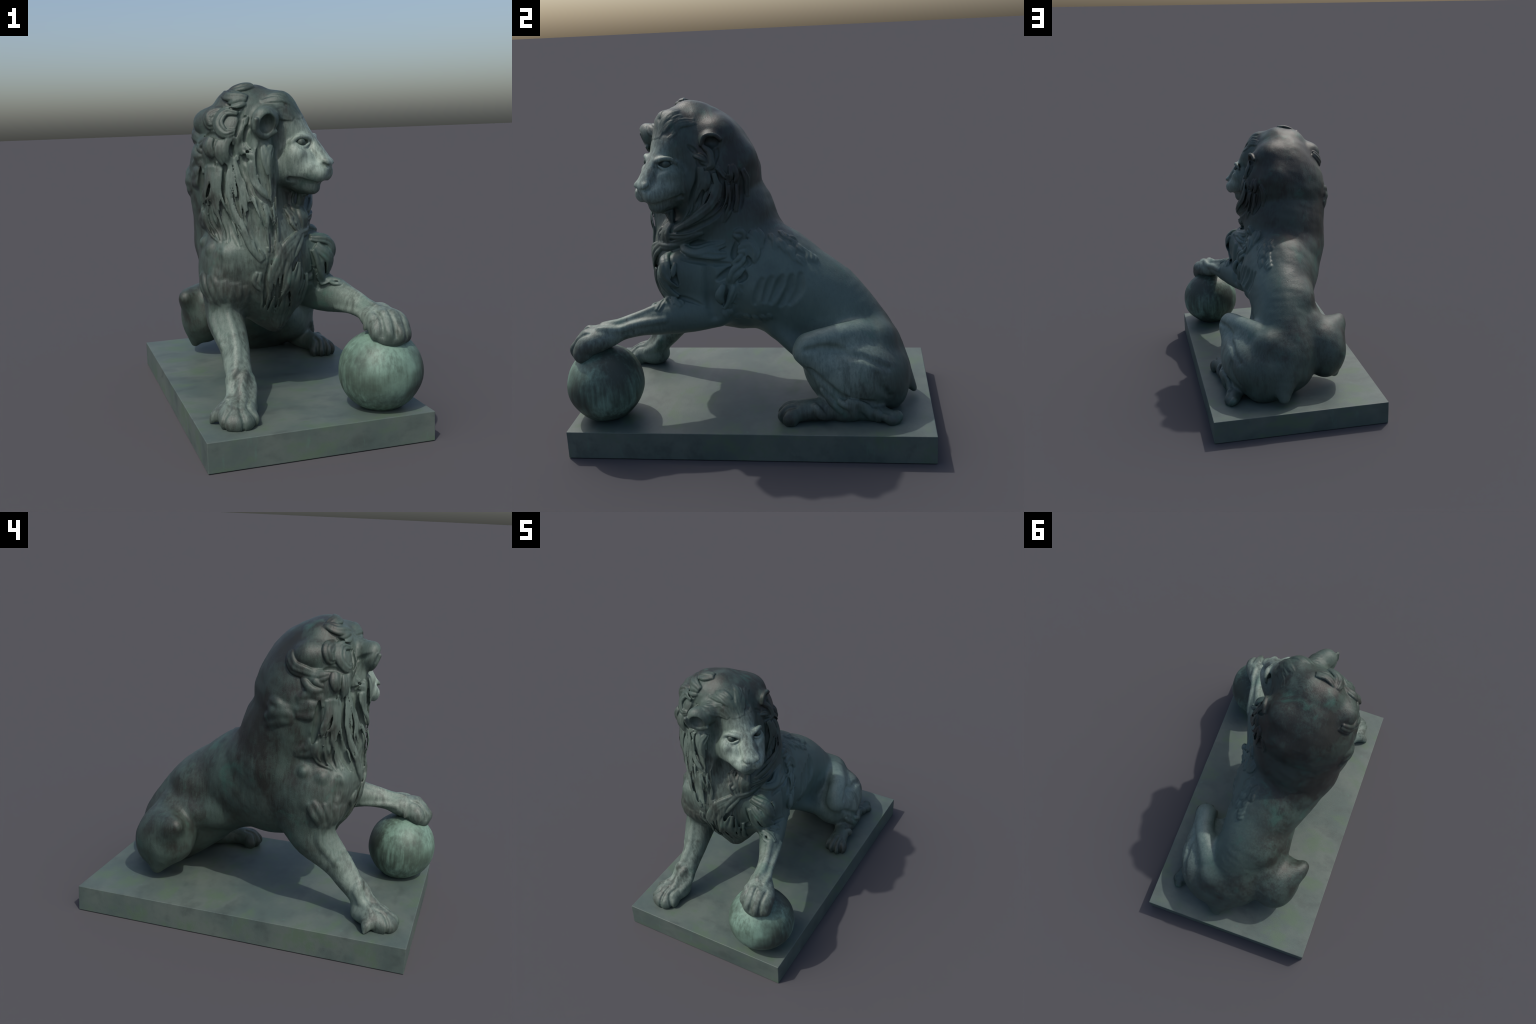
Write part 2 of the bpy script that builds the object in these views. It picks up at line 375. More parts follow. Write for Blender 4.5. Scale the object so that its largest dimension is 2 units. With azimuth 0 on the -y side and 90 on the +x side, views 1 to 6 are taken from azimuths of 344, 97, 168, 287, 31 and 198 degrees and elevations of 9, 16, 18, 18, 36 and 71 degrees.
def coat(f):
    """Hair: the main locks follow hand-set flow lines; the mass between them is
    combed in by rule. All of it is laid on the surface of the body."""
    rng = np.random.default_rng(5)

    def hair(nodes, r, strands=3, lift=0.55, part="mane", k=0.006):
        lock(f, nodes, r, strands, lift, part, k)

    def long_lock(nodes, r, strands=3):
        """Strands of the curtain stand clear of the mass behind them."""
        hair(nodes, 0.72 * r, strands, 0.65)

    def soft_lock(nodes, r, strands=3):
        hair(nodes, 1.15 * r, min(strands, 2), 0.25, k=0.02)

    def comb(start, end, belly, count, r, jitter, lift=0.6, part="mane"):
        """Strands from the curve `start` to the curve `end`, bulging by `belly`."""
        start, end = spline(start, 10), spline(end, 10)
        for i in range(count):
            u = (i + rng.uniform(0.2, 0.8)) / count
            a = start[int(u * (len(start) - 1))] + rng.normal(0, jitter, 3)
            b = end[int(u * (len(end) - 1))] + rng.normal(0, jitter, 3)
            m = np.asarray(belly)
            sway = rng.normal(0, jitter, 3)
            hair([a, a * 0.67 + b * 0.33 + 0.9 * m + sway, a * 0.33 + b * 0.67 + 0.9 * m - sway, b], r * rng.uniform(0.75, 1.25), 2, lift, part)

    # mass of the curtain, in two tiers, below the right ear and down to the breast
    comb([(-0.07, -0.56, 1.47), (-0.18, -0.56, 1.49), (-0.30, -0.48, 1.46), (-0.42, -0.38, 1.42)],
         [(-0.08, -0.58, 1.17), (-0.17, -0.58, 1.15), (-0.28, -0.53, 1.14), (-0.42, -0.36, 1.14)], (-0.01, -0.01, 0), 8, 0.012, 0.010)
    comb([(-0.08, -0.57, 1.27), (-0.18, -0.58, 1.26), (-0.30, -0.52, 1.25), (-0.41, -0.38, 1.24)],
         [(-0.09, -0.58, 0.98), (-0.16, -0.59, 0.94), (-0.24, -0.56, 0.98), (-0.36, -0.46, 1.03)], (-0.01, -0.01, 0), 7, 0.012, 0.010)

    # curtain: the long locks falling from the right temple to the breast
    long_lock([(-0.276, -0.483, 1.46), (-0.275, -0.504, 1.36), (-0.265, -0.532, 1.26), (-0.234, -0.561, 1.14)], 0.026, 3)
    long_lock([(-0.313, -0.48, 1.39), (-0.314, -0.496, 1.28), (-0.297, -0.518, 1.18), (-0.265, -0.548, 1.1), (-0.211, -0.579, 1.04)], 0.026, 3)
    long_lock([(-0.314, -0.498, 1.25), (-0.277, -0.54, 1.12), (-0.236, -0.57, 1.01), (-0.186, -0.582, 0.931)], 0.024, 3)
    long_lock([(-0.255, -0.497, 1.41), (-0.238, -0.521, 1.33), (-0.223, -0.551, 1.24), (-0.186, -0.581, 1.16), (-0.157, -0.585, 1.07)], 0.022, 3)
    long_lock([(-0.207, -0.551, 1.29), (-0.183, -0.578, 1.2), (-0.152, -0.585, 1.08)], 0.02, 2)
    long_lock([(-0.208, -0.543, 1.43), (-0.203, -0.552, 1.34), (-0.165, -0.58, 1.28), (-0.113, -0.591, 1.22)], 0.03, 3)
    long_lock([(-0.15, -0.58, 1.38), (-0.133, -0.587, 1.31), (-0.109, -0.589, 1.25)], 0.02, 2)
    long_lock([(-0.163, -0.585, 1.23), (-0.14, -0.592, 1.16), (-0.123, -0.579, 1.07)], 0.02, 2)
    long_lock([(-0.137, -0.589, 1.23), (-0.113, -0.588, 1.12), (-0.108, -0.579, 1.04)], 0.018, 2)
    long_lock([(-0.36, -0.434, 1.41), (-0.364, -0.434, 1.34), (-0.372, -0.419, 1.26), (-0.364, -0.419, 1.2)], 0.028, 3)
    long_lock([(-0.391, -0.393, 1.41), (-0.393, -0.396, 1.33), (-0.406, -0.378, 1.25)], 0.02, 2)
    long_lock([(-0.377, -0.389, 1.17), (-0.367, -0.393, 1.12), (-0.371, -0.432, 1.05)], 0.016, 2)
    long_lock([(-0.352, -0.438, 1.2), (-0.341, -0.445, 1.12), (-0.346, -0.473, 1.04)], 0.018, 2)
    long_lock([(-0.358, -0.422, 1.19), (-0.317, -0.494, 1.13), (-0.268, -0.552, 1.04)], 0.02, 2)
    long_lock([(-0.163, -0.583, 1.25), (-0.147, -0.593, 1.13), (-0.143, -0.586, 0.981)], 0.02, 3)
    long_lock([(-0.128, -0.59, 1.22), (-0.097, -0.575, 1.09), (-0.101, -0.578, 0.991)], 0.02, 3)
    long_lock([(-0.412, -0.352, 1.18), (-0.382, -0.371, 1.09), (-0.371, -0.447, 1.03)], 0.018, 2)

    # curls of the forelock and the right temple
    hair([(-0.337, -0.46, 1.54), (-0.345, -0.465, 1.49), (-0.331, -0.464, 1.45), (-0.305, -0.481, 1.41)], 0.026, 3)
    hair([(-0.288, -0.482, 1.56), (-0.308, -0.471, 1.52), (-0.313, -0.474, 1.48), (-0.303, -0.477, 1.44)], 0.024, 3)
    hair([(-0.375, -0.421, 1.56), (-0.395, -0.432, 1.52), (-0.384, -0.445, 1.47)], 0.026, 3)
    hair([(-0.212, -0.474, 1.66), (-0.245, -0.489, 1.6), (-0.256, -0.481, 1.54), (-0.265, -0.483, 1.47)], 0.022, 3)
    hair([(-0.234, -0.487, 1.53), (-0.225, -0.499, 1.49), (-0.189, -0.557, 1.46)], 0.024, 3)
    hair([(-0.156, -0.562, 1.51), (-0.141, -0.574, 1.45), (-0.15, -0.58, 1.39)], 0.02, 2)
    hair([(-0.105, -0.552, 1.51), (-0.13, -0.574, 1.45), (-0.125, -0.585, 1.38), (-0.093, -0.582, 1.33)], 0.022, 3)
    hair([(-0.316, -0.402, 1.7), (-0.356, -0.393, 1.7), (-0.396, -0.395, 1.68), (-0.384, -0.403, 1.63), (-0.355, -0.419, 1.63)], 0.026, 3)
    hair([(-0.25, -0.458, 1.68), (-0.302, -0.43, 1.68), (-0.338, -0.436, 1.63), (-0.321, -0.467, 1.58), (-0.278, -0.49, 1.59)], 0.026, 3)
    hair([(-0.2, -0.443, 1.75), (-0.263, -0.396, 1.76), (-0.28, -0.337, 1.79)], 0.03, 3)
    hair([(-0.145, -0.371, 1.82), (-0.2, -0.371, 1.8), (-0.26, -0.349, 1.8)], 0.028, 3)
    hair([(-0.214, -0.454, 1.73), (-0.255, -0.442, 1.72), (-0.28, -0.415, 1.72)], 0.022, 2)
    hair([(-0.418, -0.27, 1.56), (-0.403, -0.35, 1.55), (-0.383, -0.409, 1.56)], 0.022, 3)
    hair([(-0.367, -0.182, 1.64), (-0.408, -0.214, 1.58), (-0.419, -0.267, 1.56), (-0.408, -0.339, 1.53), (-0.395, -0.4, 1.55)], 0.03, 3)
    hair([(-0.427, -0.283, 1.53), (-0.422, -0.321, 1.49), (-0.416, -0.368, 1.48)], 0.03, 2)

    # slacker curls on the right side of the neck
    soft_lock([(-0.376, -0.413, 1.41), (-0.374, -0.422, 1.35), (-0.385, -0.405, 1.29), (-0.422, -0.351, 1.23)], 0.022, 3)
    soft_lock([(-0.337, -0.46, 1.39), (-0.339, -0.466, 1.32), (-0.346, -0.455, 1.24), (-0.365, -0.414, 1.19)], 0.022, 3)
    soft_lock([(-0.459, -0.269, 1.41), (-0.439, -0.318, 1.42), (-0.411, -0.367, 1.4)], 0.03, 3)
    soft_lock([(-0.464, -0.262, 1.34), (-0.444, -0.323, 1.35), (-0.417, -0.363, 1.39)], 0.026, 3)
    soft_lock([(-0.417, -0.341, 1.18), (-0.418, -0.319, 1.13), (-0.432, -0.261, 1.11)], 0.026, 2)
    soft_lock([(-0.443, -0.1, 1.37), (-0.461, -0.144, 1.35), (-0.47, -0.202, 1.35)], 0.03, 2)
    soft_lock([(-0.435, -0.083, 1.28), (-0.464, -0.159, 1.31), (-0.47, -0.223, 1.3)], 0.03, 2)

    # ruff round the left cheek, sweeping under the chin
    long_lock([(0.151, -0.148, 1.46), (0.159, -0.134, 1.39), (0.185, -0.168, 1.31), (0.199, -0.231, 1.25), (0.185, -0.304, 1.2), (0.141, -0.391, 1.15)], 0.028, 3)
    long_lock([(0.163, -0.155, 1.4), (0.185, -0.184, 1.32), (0.195, -0.242, 1.26), (0.168, -0.309, 1.22)], 0.024, 3)
    long_lock([(0.143, -0.224, 1.51), (0.159, -0.22, 1.43), (0.163, -0.241, 1.37), (0.157, -0.28, 1.3)], 0.03, 4)
    long_lock([(0.154, -0.19, 1.47), (0.166, -0.193, 1.41), (0.169, -0.223, 1.36)], 0.024, 3)
    long_lock([(0.128, -0.078, 1.39), (0.127, -0.069, 1.31), (0.147, -0.089, 1.25), (0.159, -0.113, 1.2)], 0.02, 2)
    long_lock([(0.098, -0.044, 1.39), (0.105, -0.044, 1.32), (0.127, -0.05, 1.25)], 0.024, 3)
    long_lock([(0.055, -0.018, 1.46), (0.044, -0, 1.4), (0.057, 0.008, 1.32)], 0.022, 2)
    long_lock([(0.095, -0.066, 1.49), (0.101, -0.057, 1.44), (0.118, -0.067, 1.41)], 0.032, 2)
    long_lock([(0.141, -0.131, 1.49), (0.136, -0.106, 1.45), (0.131, -0.087, 1.43)], 0.02, 2)
    long_lock([(0.12, -0.21, 1.6), (0.121, -0.174, 1.57), (0.139, -0.163, 1.51), (0.148, -0.19, 1.49)], 0.024, 3)
    long_lock([(0.116, -0.258, 1.56), (0.126, -0.224, 1.55), (0.137, -0.196, 1.53)], 0.018, 2)
    long_lock([(0.1, -0.444, 1.11), (0.17, -0.346, 1.13), (0.187, -0.262, 1.15)], 0.018, 2)
    long_lock([(0.035, -0.512, 1.04), (0.115, -0.409, 1.07), (0.173, -0.301, 1.12), (0.18, -0.23, 1.14)], 0.022, 3)
    long_lock([(0.142, -0.102, 1.41), (0.157, -0.11, 1.33), (0.18, -0.144, 1.27), (0.198, -0.205, 1.22)], 0.022, 2)

    # beard under the jaw
    comb([(0.0, -0.47, 1.20), (0.07, -0.46, 1.22), (0.14, -0.43, 1.22)], [(0.0, -0.48, 1.04), (0.07, -0.47, 1.04), (0.13, -0.44, 1.07)], (0, -0.012, 0), 7, 0.018, 0.008, 0.7)

    # breast and left shoulder
    hair([(0.035, -0.512, 1.04), (0.099, -0.439, 1.05), (0.143, -0.351, 1.08), (0.169, -0.268, 1.12)], 0.022, 3, part="torso")
    hair([(0.14, -0.357, 1.08), (0.177, -0.321, 1.05), (0.193, -0.259, 1.04), (0.177, -0.191, 1.06), (0.167, -0.118, 1.08)], 0.028, 3, part="torso")
    hair([(0.196, -0.318, 1.04), (0.203, -0.243, 1.03), (0.198, -0.171, 1.02), (0.183, -0.114, 1.02)], 0.022, 2, part="torso")
    hair([(0.116, 0.015, 1.12), (0.114, 0.043, 1.09), (0.135, 0.082, 1.04)], 0.024, 3, part="torso")
    hair([(0.092, 0.047, 1.13), (0.101, 0.066, 1.09), (0.132, 0.072, 1.05)], 0.022, 2, part="torso")
    hair([(0.153, -0.027, 1.07), (0.142, 0.02, 1.06), (0.157, 0.045, 1.02), (0.184, 0.041, 0.977)], 0.026, 3, part="torso")
    hair([(0.163, -0.047, 1.04), (0.158, 0.001, 1.04), (0.175, 0.026, 0.995)], 0.022, 2, part="torso")
    hair([(0.169, -0.013, 1.01), (0.184, -0.032, 0.983), (0.198, -0.071, 0.957)], 0.022, 2, part="torso")
    hair([(0.151, -0.058, 1.13), (0.141, -0.031, 1.12), (0.145, -0.023, 1.08)], 0.022, 2, part="torso")
    hair([(0.195, -0.023, 0.951), (0.209, -0.067, 0.92), (0.222, -0.087, 0.878)], 0.026, 2, part="torso")
    hair([(0.234, -0.13, 0.857), (0.235, -0.148, 0.806), (0.229, -0.137, 0.763)], 0.024, 1, part="torso")
    hair([(0.221, -0.064, 0.852), (0.223, -0.092, 0.791), (0.226, -0.13, 0.73)], 0.022, 3, part="torso")
    hair([(0.136, -0.443, 1.01), (0.232, -0.439, 0.982), (0.248, -0.425, 0.926), (0.245, -0.375, 0.868)], 0.03, 3, part="torso")
    hair([(0.234, -0.44, 0.901), (0.198, -0.434, 0.827), (0.227, -0.391, 0.785)], 0.016, 2, part="torso")
    hair([(-0.009, -0.56, 0.846), (0.015, -0.549, 0.783), (0.017, -0.517, 0.713)], 0.024, 3, part="torso")
    hair([(-0.089, -0.595, 0.975), (-0.024, -0.588, 0.934), (-0.014, -0.565, 0.867)], 0.024, 3, part="torso")
    hair([(0.248, -0.38, 0.986), (0.258, -0.391, 0.939), (0.249, -0.388, 0.885)], 0.016, 1, part="torso")
    hair([(0.158, -0.477, 0.97), (0.214, -0.46, 0.90), (0.235, -0.43, 0.82), (0.272, -0.392, 0.769)], 0.026, 3, part="torso")
    hair([(0.23, -0.47, 0.82), (0.258, -0.50, 0.786), (0.302, -0.496, 0.755)], 0.02, 2, part="torso")

    # keel of the breast and the tuft over the raised forearm
    hair([(0.133, -0.486, 0.948), (0.167, -0.456, 0.828), (0.22, -0.438, 0.759), (0.312, -0.484, 0.746)], 0.026, 3, part="torso")
    hair([(0.182, -0.475, 0.913), (0.203, -0.421, 0.777), (0.278, -0.363, 0.754)], 0.022, 3, part="torso")
    hair([(0.217, -0.461, 0.961), (0.22, -0.403, 0.827), (0.265, -0.354, 0.761)], 0.02, 2, part="torso")
    hair([(0.042, -0.503, 1.04), (-0.051, -0.563, 0.981), (-0.117, -0.567, 0.867), (-0.134, -0.53, 0.738)], 0.026, 3, part="torso")
    hair([(0.062, -0.481, 1.05), (0.011, -0.541, 0.979), (-0.02, -0.555, 0.895)], 0.02, 2, part="torso")
    hair([(0.022, -0.541, 0.9), (-0.004, -0.537, 0.804), (0.012, -0.491, 0.699)], 0.024, 2, part="torso")
    hair([(0.076, -0.499, 0.825), (0.057, -0.477, 0.725), (0.045, -0.409, 0.629)], 0.022, 2, part="torso")
    hair([(-0.03, -0.558, 0.967), (-0.07, -0.562, 0.853), (-0.081, -0.521, 0.713)], 0.02, 2, part="torso")
    hair([(-0.09, -0.576, 1.01), (-0.075, -0.567, 0.914), (-0.106, -0.558, 0.827)], 0.024, 3, part="torso")
    hair([(-0.031, -0.555, 0.997), (-0.06, -0.565, 0.898), (-0.075, -0.556, 0.816)], 0.02, 2, part="torso")
    hair([(-0.124, -0.574, 0.897), (-0.128, -0.557, 0.828), (-0.102, -0.537, 0.748)], 0.02, 2, part="torso")
    hair([(-0.195, -0.556, 0.863), (-0.2, -0.542, 0.817), (-0.169, -0.535, 0.769)], 0.018, 2, part="torso")
    hair([(-0.027, -0.556, 0.886), (-0.041, -0.545, 0.797), (-0.083, -0.521, 0.713)], 0.024, 3, part="torso")
    hair([(0.035, -0.532, 0.863), (0.021, -0.519, 0.772), (-0.033, -0.509, 0.707)], 0.022, 2, part="torso")
    comb([(-0.20, -0.50, 0.80), (-0.10, -0.55, 0.80), (0.0, -0.55, 0.80), (0.07, -0.50, 0.80)],
         [(-0.14, -0.42, 0.60), (-0.08, -0.44, 0.53), (-0.02, -0.43, 0.53), (0.03, -0.40, 0.60)], (0, -0.01, 0), 10, 0.015, 0.010, 0.45, "torso")

    # short tufts: mane edge on the back, belly fringe

    def tufts(line, flow, count, length, r, part, strands=2):
        line = spline(line, 8)
        for u in np.linspace(0, 1, count):
            p = line[int(round(u * (len(line) - 1)))] + rng.normal(0, 0.006, 3)
            d = np.asarray(flow) + rng.normal(0, 0.18, 3)
            d = d / np.linalg.norm(d) * length * rng.uniform(0.75, 1.25)
            hair([p, p + d * 0.5, p + d], r * rng.uniform(0.8, 1.2), strands, 0.35, part)

    tufts([(0.03, 0.168, 1.09), (0.041, 0.232, 1.06), (0.066, 0.306, 1.0), (0.074, 0.355, 0.966)], (0.5, 0.5, -0.7), 9, 0.05, 0.014, "mane")
    tufts([(0.06, 0.13, 1.09), (0.085, 0.19, 1.04), (0.10, 0.26, 0.98)], (0.5, 0.4, -0.7), 7, 0.055, 0.015, "mane")
    tufts([(0.229, -0.13, 0.72), (0.202, -0.06, 0.685), (0.19, 0.03, 0.68), (0.206, 0.11, 0.69)], (0.0, 0.4, -0.9), 12, 0.05, 0.011, "torso")
    tufts([(0.225, -0.12, 0.76), (0.222, -0.07, 0.80), (0.22, -0.05, 0.86)], (0.0, 0.5, -0.8), 6, 0.05, 0.012, "torso")
    # fine hair combed back over the forehead and crown
    for i in range(46):
        u, w = rng.uniform(0, 1), rng.uniform(-1, 1)
        p = np.array(face(0.0 - 0.10 * u, 0.13 * w - 0.02, 0.13 + 0.10 * u))
        d = FACE @ np.array([-0.55, 0.35 * w - 0.1, 0.5 - 0.5 * u]) * rng.uniform(0.10, 0.17)
        hair([p, p + 0.5 * d, p + d], rng.uniform(0.008, 0.013), 2, 0.25, "mane")


def gaps(f):
    """Deep channels that part the locks, carved after they are laid."""
    def gap(nodes, r):
        path = f.bed.snap(spline(f.bed.snap(np.array(nodes, float)), 5), 0.001)
        u = np.linspace(0, 1, len(path))[:, None]
        w = 1.3 * r * np.sin(np.pi * (0.06 + 0.88 * u)) ** 0.7
        loft(f, None, np.concatenate([path, w], 1), k=0.008, per=1, mode="cut")

    rng = np.random.default_rng(12)

    def comb_gaps(start, end, count, r, jitter=0.012):
        start, end = spline(start, 10), spline(end, 10)
        for i in range(count):
            u = (i + rng.uniform(0.1, 0.9)) / count
            a, b = start[int(u * (len(start) - 1))], end[int(u * (len(end) - 1))]
            lo, hi = rng.uniform(0, 0.3), rng.uniform(0.7, 1)
            mid = 0.5 * (a + b) + rng.normal(0, jitter, 3)
            gap([a + (b - a) * lo, mid, a + (b - a) * hi], r * rng.uniform(0.8, 1.3))

    comb_gaps([(-0.09, -0.57, 1.50), (-0.18, -0.57, 1.49), (-0.30, -0.49, 1.46), (-0.43, -0.37, 1.42)],
              [(-0.09, -0.58, 1.16), (-0.17, -0.58, 1.12), (-0.28, -0.54, 1.12), (-0.43, -0.36, 1.12)], 20, 0.0065)
    comb_gaps([(-0.09, -0.58, 1.26), (-0.18, -0.58, 1.26), (-0.30, -0.53, 1.25), (-0.42, -0.38, 1.24)],
              [(-0.10, -0.58, 0.97), (-0.16, -0.59, 0.93), (-0.24, -0.56, 0.97), (-0.37, -0.46, 1.02)], 18, 0.0065)
    comb_gaps([(-0.16, -0.58, 0.95), (-0.06, -0.57, 1.00), (0.05, -0.52, 1.02)],
              [(-0.15, -0.46, 0.66), (-0.06, -0.45, 0.56), (0.05, -0.44, 0.66)], 14, 0.006)
    comb_gaps([(0.16, -0.22, 1.52), (0.14, -0.12, 1.50), (0.05, -0.02, 1.48)],
              [(0.15, -0.38, 1.18), (0.19, -0.20, 1.18), (0.10, -0.03, 1.20)], 12, 0.006)
    # in the curtain and the curls of the right side
    gap([(-0.327, -0.474, 1.46), (-0.332, -0.472, 1.34), (-0.332, -0.478, 1.26), (-0.299, -0.517, 1.13)], 0.014)
    gap([(-0.252, -0.49, 1.45), (-0.242, -0.505, 1.39), (-0.221, -0.537, 1.31)], 0.011)
    gap([(-0.224, -0.507, 1.44), (-0.217, -0.528, 1.36), (-0.186, -0.559, 1.27), (-0.149, -0.576, 1.23)], 0.016)
    gap([(-0.223, -0.551, 1.24), (-0.21, -0.569, 1.15), (-0.195, -0.582, 1.05)], 0.018)
    gap([(-0.297, -0.487, 1.39), (-0.297, -0.511, 1.26), (-0.276, -0.538, 1.17), (-0.255, -0.555, 1.12)], 0.008)
    gap([(-0.191, -0.558, 1.27), (-0.172, -0.576, 1.19), (-0.145, -0.582, 1.1)], 0.01)
    gap([(-0.125, -0.577, 1.23), (-0.126, -0.582, 1.18), (-0.114, -0.58, 1.11)], 0.007)
    gap([(-0.294, -0.486, 1.56), (-0.3, -0.479, 1.5), (-0.286, -0.481, 1.46)], 0.012)
    gap([(-0.202, -0.53, 1.49), (-0.226, -0.503, 1.45), (-0.224, -0.511, 1.41)], 0.014)
    gap([(-0.343, -0.463, 1.29), (-0.343, -0.458, 1.2), (-0.319, -0.491, 1.13)], 0.012)
    gap([(-0.384, -0.41, 1.4), (-0.386, -0.406, 1.31), (-0.393, -0.386, 1.23)], 0.012)
    gap([(-0.416, -0.359, 1.41), (-0.424, -0.358, 1.31), (-0.413, -0.343, 1.17)], 0.016)
    gap([(-0.355, -0.422, 1.17), (-0.351, -0.428, 1.1), (-0.356, -0.461, 1.04)], 0.009)
    gap([(-0.333, -0.404, 1.69), (-0.349, -0.43, 1.64), (-0.34, -0.459, 1.58)], 0.009)
    gap([(-0.351, -0.457, 1.56), (-0.384, -0.415, 1.58), (-0.406, -0.368, 1.57)], 0.012)
    gap([(-0.248, -0.471, 1.67), (-0.237, -0.483, 1.64), (-0.258, -0.495, 1.59), (-0.274, -0.491, 1.56)], 0.012)
    gap([(-0.209, -0.578, 1.65), (-0.201, -0.505, 1.6), (-0.223, -0.496, 1.54)], 0.014)
    gap([(-0.185, -0.567, 1.21), (-0.166, -0.582, 1.13), (-0.158, -0.584, 1.05)], 0.008)
    gap([(-0.267, -0.486, 1.45), (-0.251, -0.502, 1.4), (-0.233, -0.523, 1.33)], 0.008)
    gap([(-0.11, -0.55, 1.51), (-0.145, -0.567, 1.43), (-0.138, -0.573, 1.36)], 0.008)
    gap([(-0.164, -0.553, 1.53), (-0.173, -0.558, 1.46), (-0.168, -0.566, 1.38), (-0.14, -0.572, 1.31)], 0.012)
    gap([(-0.379, -0.383, 1.16), (-0.374, -0.384, 1.1), (-0.378, -0.418, 1.05)], 0.008)
    gap([(-0.22, -0.47, 1.7), (-0.234, -0.478, 1.66), (-0.209, -0.481, 1.66)], 0.01)
    gap([(-0.289, -0.409, 1.73), (-0.269, -0.451, 1.7), (-0.235, -0.466, 1.7)], 0.01)
    gap([(-0.343, -0.454, 1.19), (-0.319, -0.494, 1.1), (-0.287, -0.533, 1.01)], 0.016)
    gap([(-0.246, -0.549, 1.19), (-0.212, -0.575, 1.07), (-0.166, -0.587, 0.975)], 0.014)
    gap([(-0.192, -0.571, 1.19), (-0.174, -0.583, 1.07), (-0.166, -0.589, 0.983)], 0.008)
    gap([(-0.298, -0.517, 1.19), (-0.265, -0.549, 1.09), (-0.223, -0.576, 1)], 0.008)
    # in the ruff of the left side
    gap([(0.141, -0.105, 1.43), (0.157, -0.113, 1.33), (0.181, -0.149, 1.27), (0.2, -0.216, 1.22)], 0.013)
    gap([(0.173, -0.167, 1.37), (0.191, -0.201, 1.3), (0.188, -0.261, 1.25)], 0.01)
    gap([(0.108, -0.056, 1.39), (0.117, -0.059, 1.32), (0.142, -0.076, 1.25)], 0.009)
    gap([(0.071, -0.019, 1.41), (0.083, -0.017, 1.32), (0.12, -0.032, 1.24)], 0.012)
    gap([(0.144, -0.137, 1.48), (0.148, -0.117, 1.43), (0.149, -0.108, 1.39)], 0.01)
    gap([(0.161, -0.37, 1.14), (0.196, -0.259, 1.18), (0.184, -0.157, 1.23), (0.147, -0.092, 1.29)], 0.012)
    gap([(0.143, -0.247, 1.5), (0.157, -0.249, 1.42), (0.158, -0.277, 1.34), (0.155, -0.294, 1.26)], 0.012)
    gap([(0.159, -0.203, 1.44), (0.167, -0.208, 1.39), (0.171, -0.236, 1.33)], 0.007)
    gap([(0.109, -0.15, 1.62), (0.109, -0.137, 1.57), (0.136, -0.147, 1.51)], 0.012)
    gap([(0.13, -0.246, 1.54), (0.142, -0.235, 1.51), (0.149, -0.196, 1.5)], 0.009)
    gap([(0.101, -0.291, 1.61), (0.106, -0.27, 1.59), (0.116, -0.247, 1.57)], 0.01)
    # on the breast and the left shoulder
    gap([(0.251, -0.395, 0.977), (0.258, -0.388, 0.918), (0.248, -0.369, 0.874)], 0.012)
    gap([(0.228, -0.451, 0.909), (0.084, -0.483, 0.779), (0.256, -0.405, 0.769)], 0.01)
    gap([(0.227, -0.343, 1.01), (0.224, -0.242, 0.992), (0.219, -0.17, 0.98), (0.196, -0.085, 0.972)], 0.014)
    gap([(0.199, -0.076, 0.957), (0.227, -0.123, 0.916), (0.239, -0.172, 0.885)], 0.014)
    gap([(0.215, -0.039, 0.875), (0.212, -0.008, 0.9), (0.203, -0.008, 0.927)], 0.012)
    gap([(0.157, -0.055, 1.08), (0.173, -0.066, 1.02), (0.183, -0.061, 0.993)], 0.014)
    gap([(0.167, 0.001, 1.01), (0.184, 0.021, 0.977), (0.194, 0.002, 0.955)], 0.01)
    gap([(0.238, -0.167, 0.884), (0.243, -0.195, 0.83), (0.24, -0.191, 0.751)], 0.014)
    gap([(0.23, -0.107, 0.855), (0.228, -0.121, 0.793), (0.229, -0.133, 0.742)], 0.009)
    gap([(0.163, -0.308, 1.07), (0.164, -0.272, 1.08), (0.167, -0.221, 1.09)], 0.012)
    gap([(0.215, -0.403, 0.791), (0.245, -0.327, 0.785), (0.25, -0.239, 0.75)], 0.01)
    gap([(0.009, -0.535, 1.01), (-0.03, -0.56, 0.941), (-0.066, -0.557, 0.832)], 0.01)
    gap([(0.114, -0.494, 0.956), (0.142, -0.469, 0.837), (0.183, -0.433, 0.731), (0.292, -0.492, 0.754)], 0.01)
    gap([(0.197, -0.47, 0.951), (0.198, -0.436, 0.834), (0.265, -0.399, 0.766)], 0.01)
    gap([(0.051, -0.527, 0.965), (-0.005, -0.552, 0.898), (-0.019, -0.541, 0.801)], 0.012)
    gap([(0.255, -0.398, 0.966), (0.257, -0.39, 0.906), (0.233, -0.449, 0.931)], 0.012)


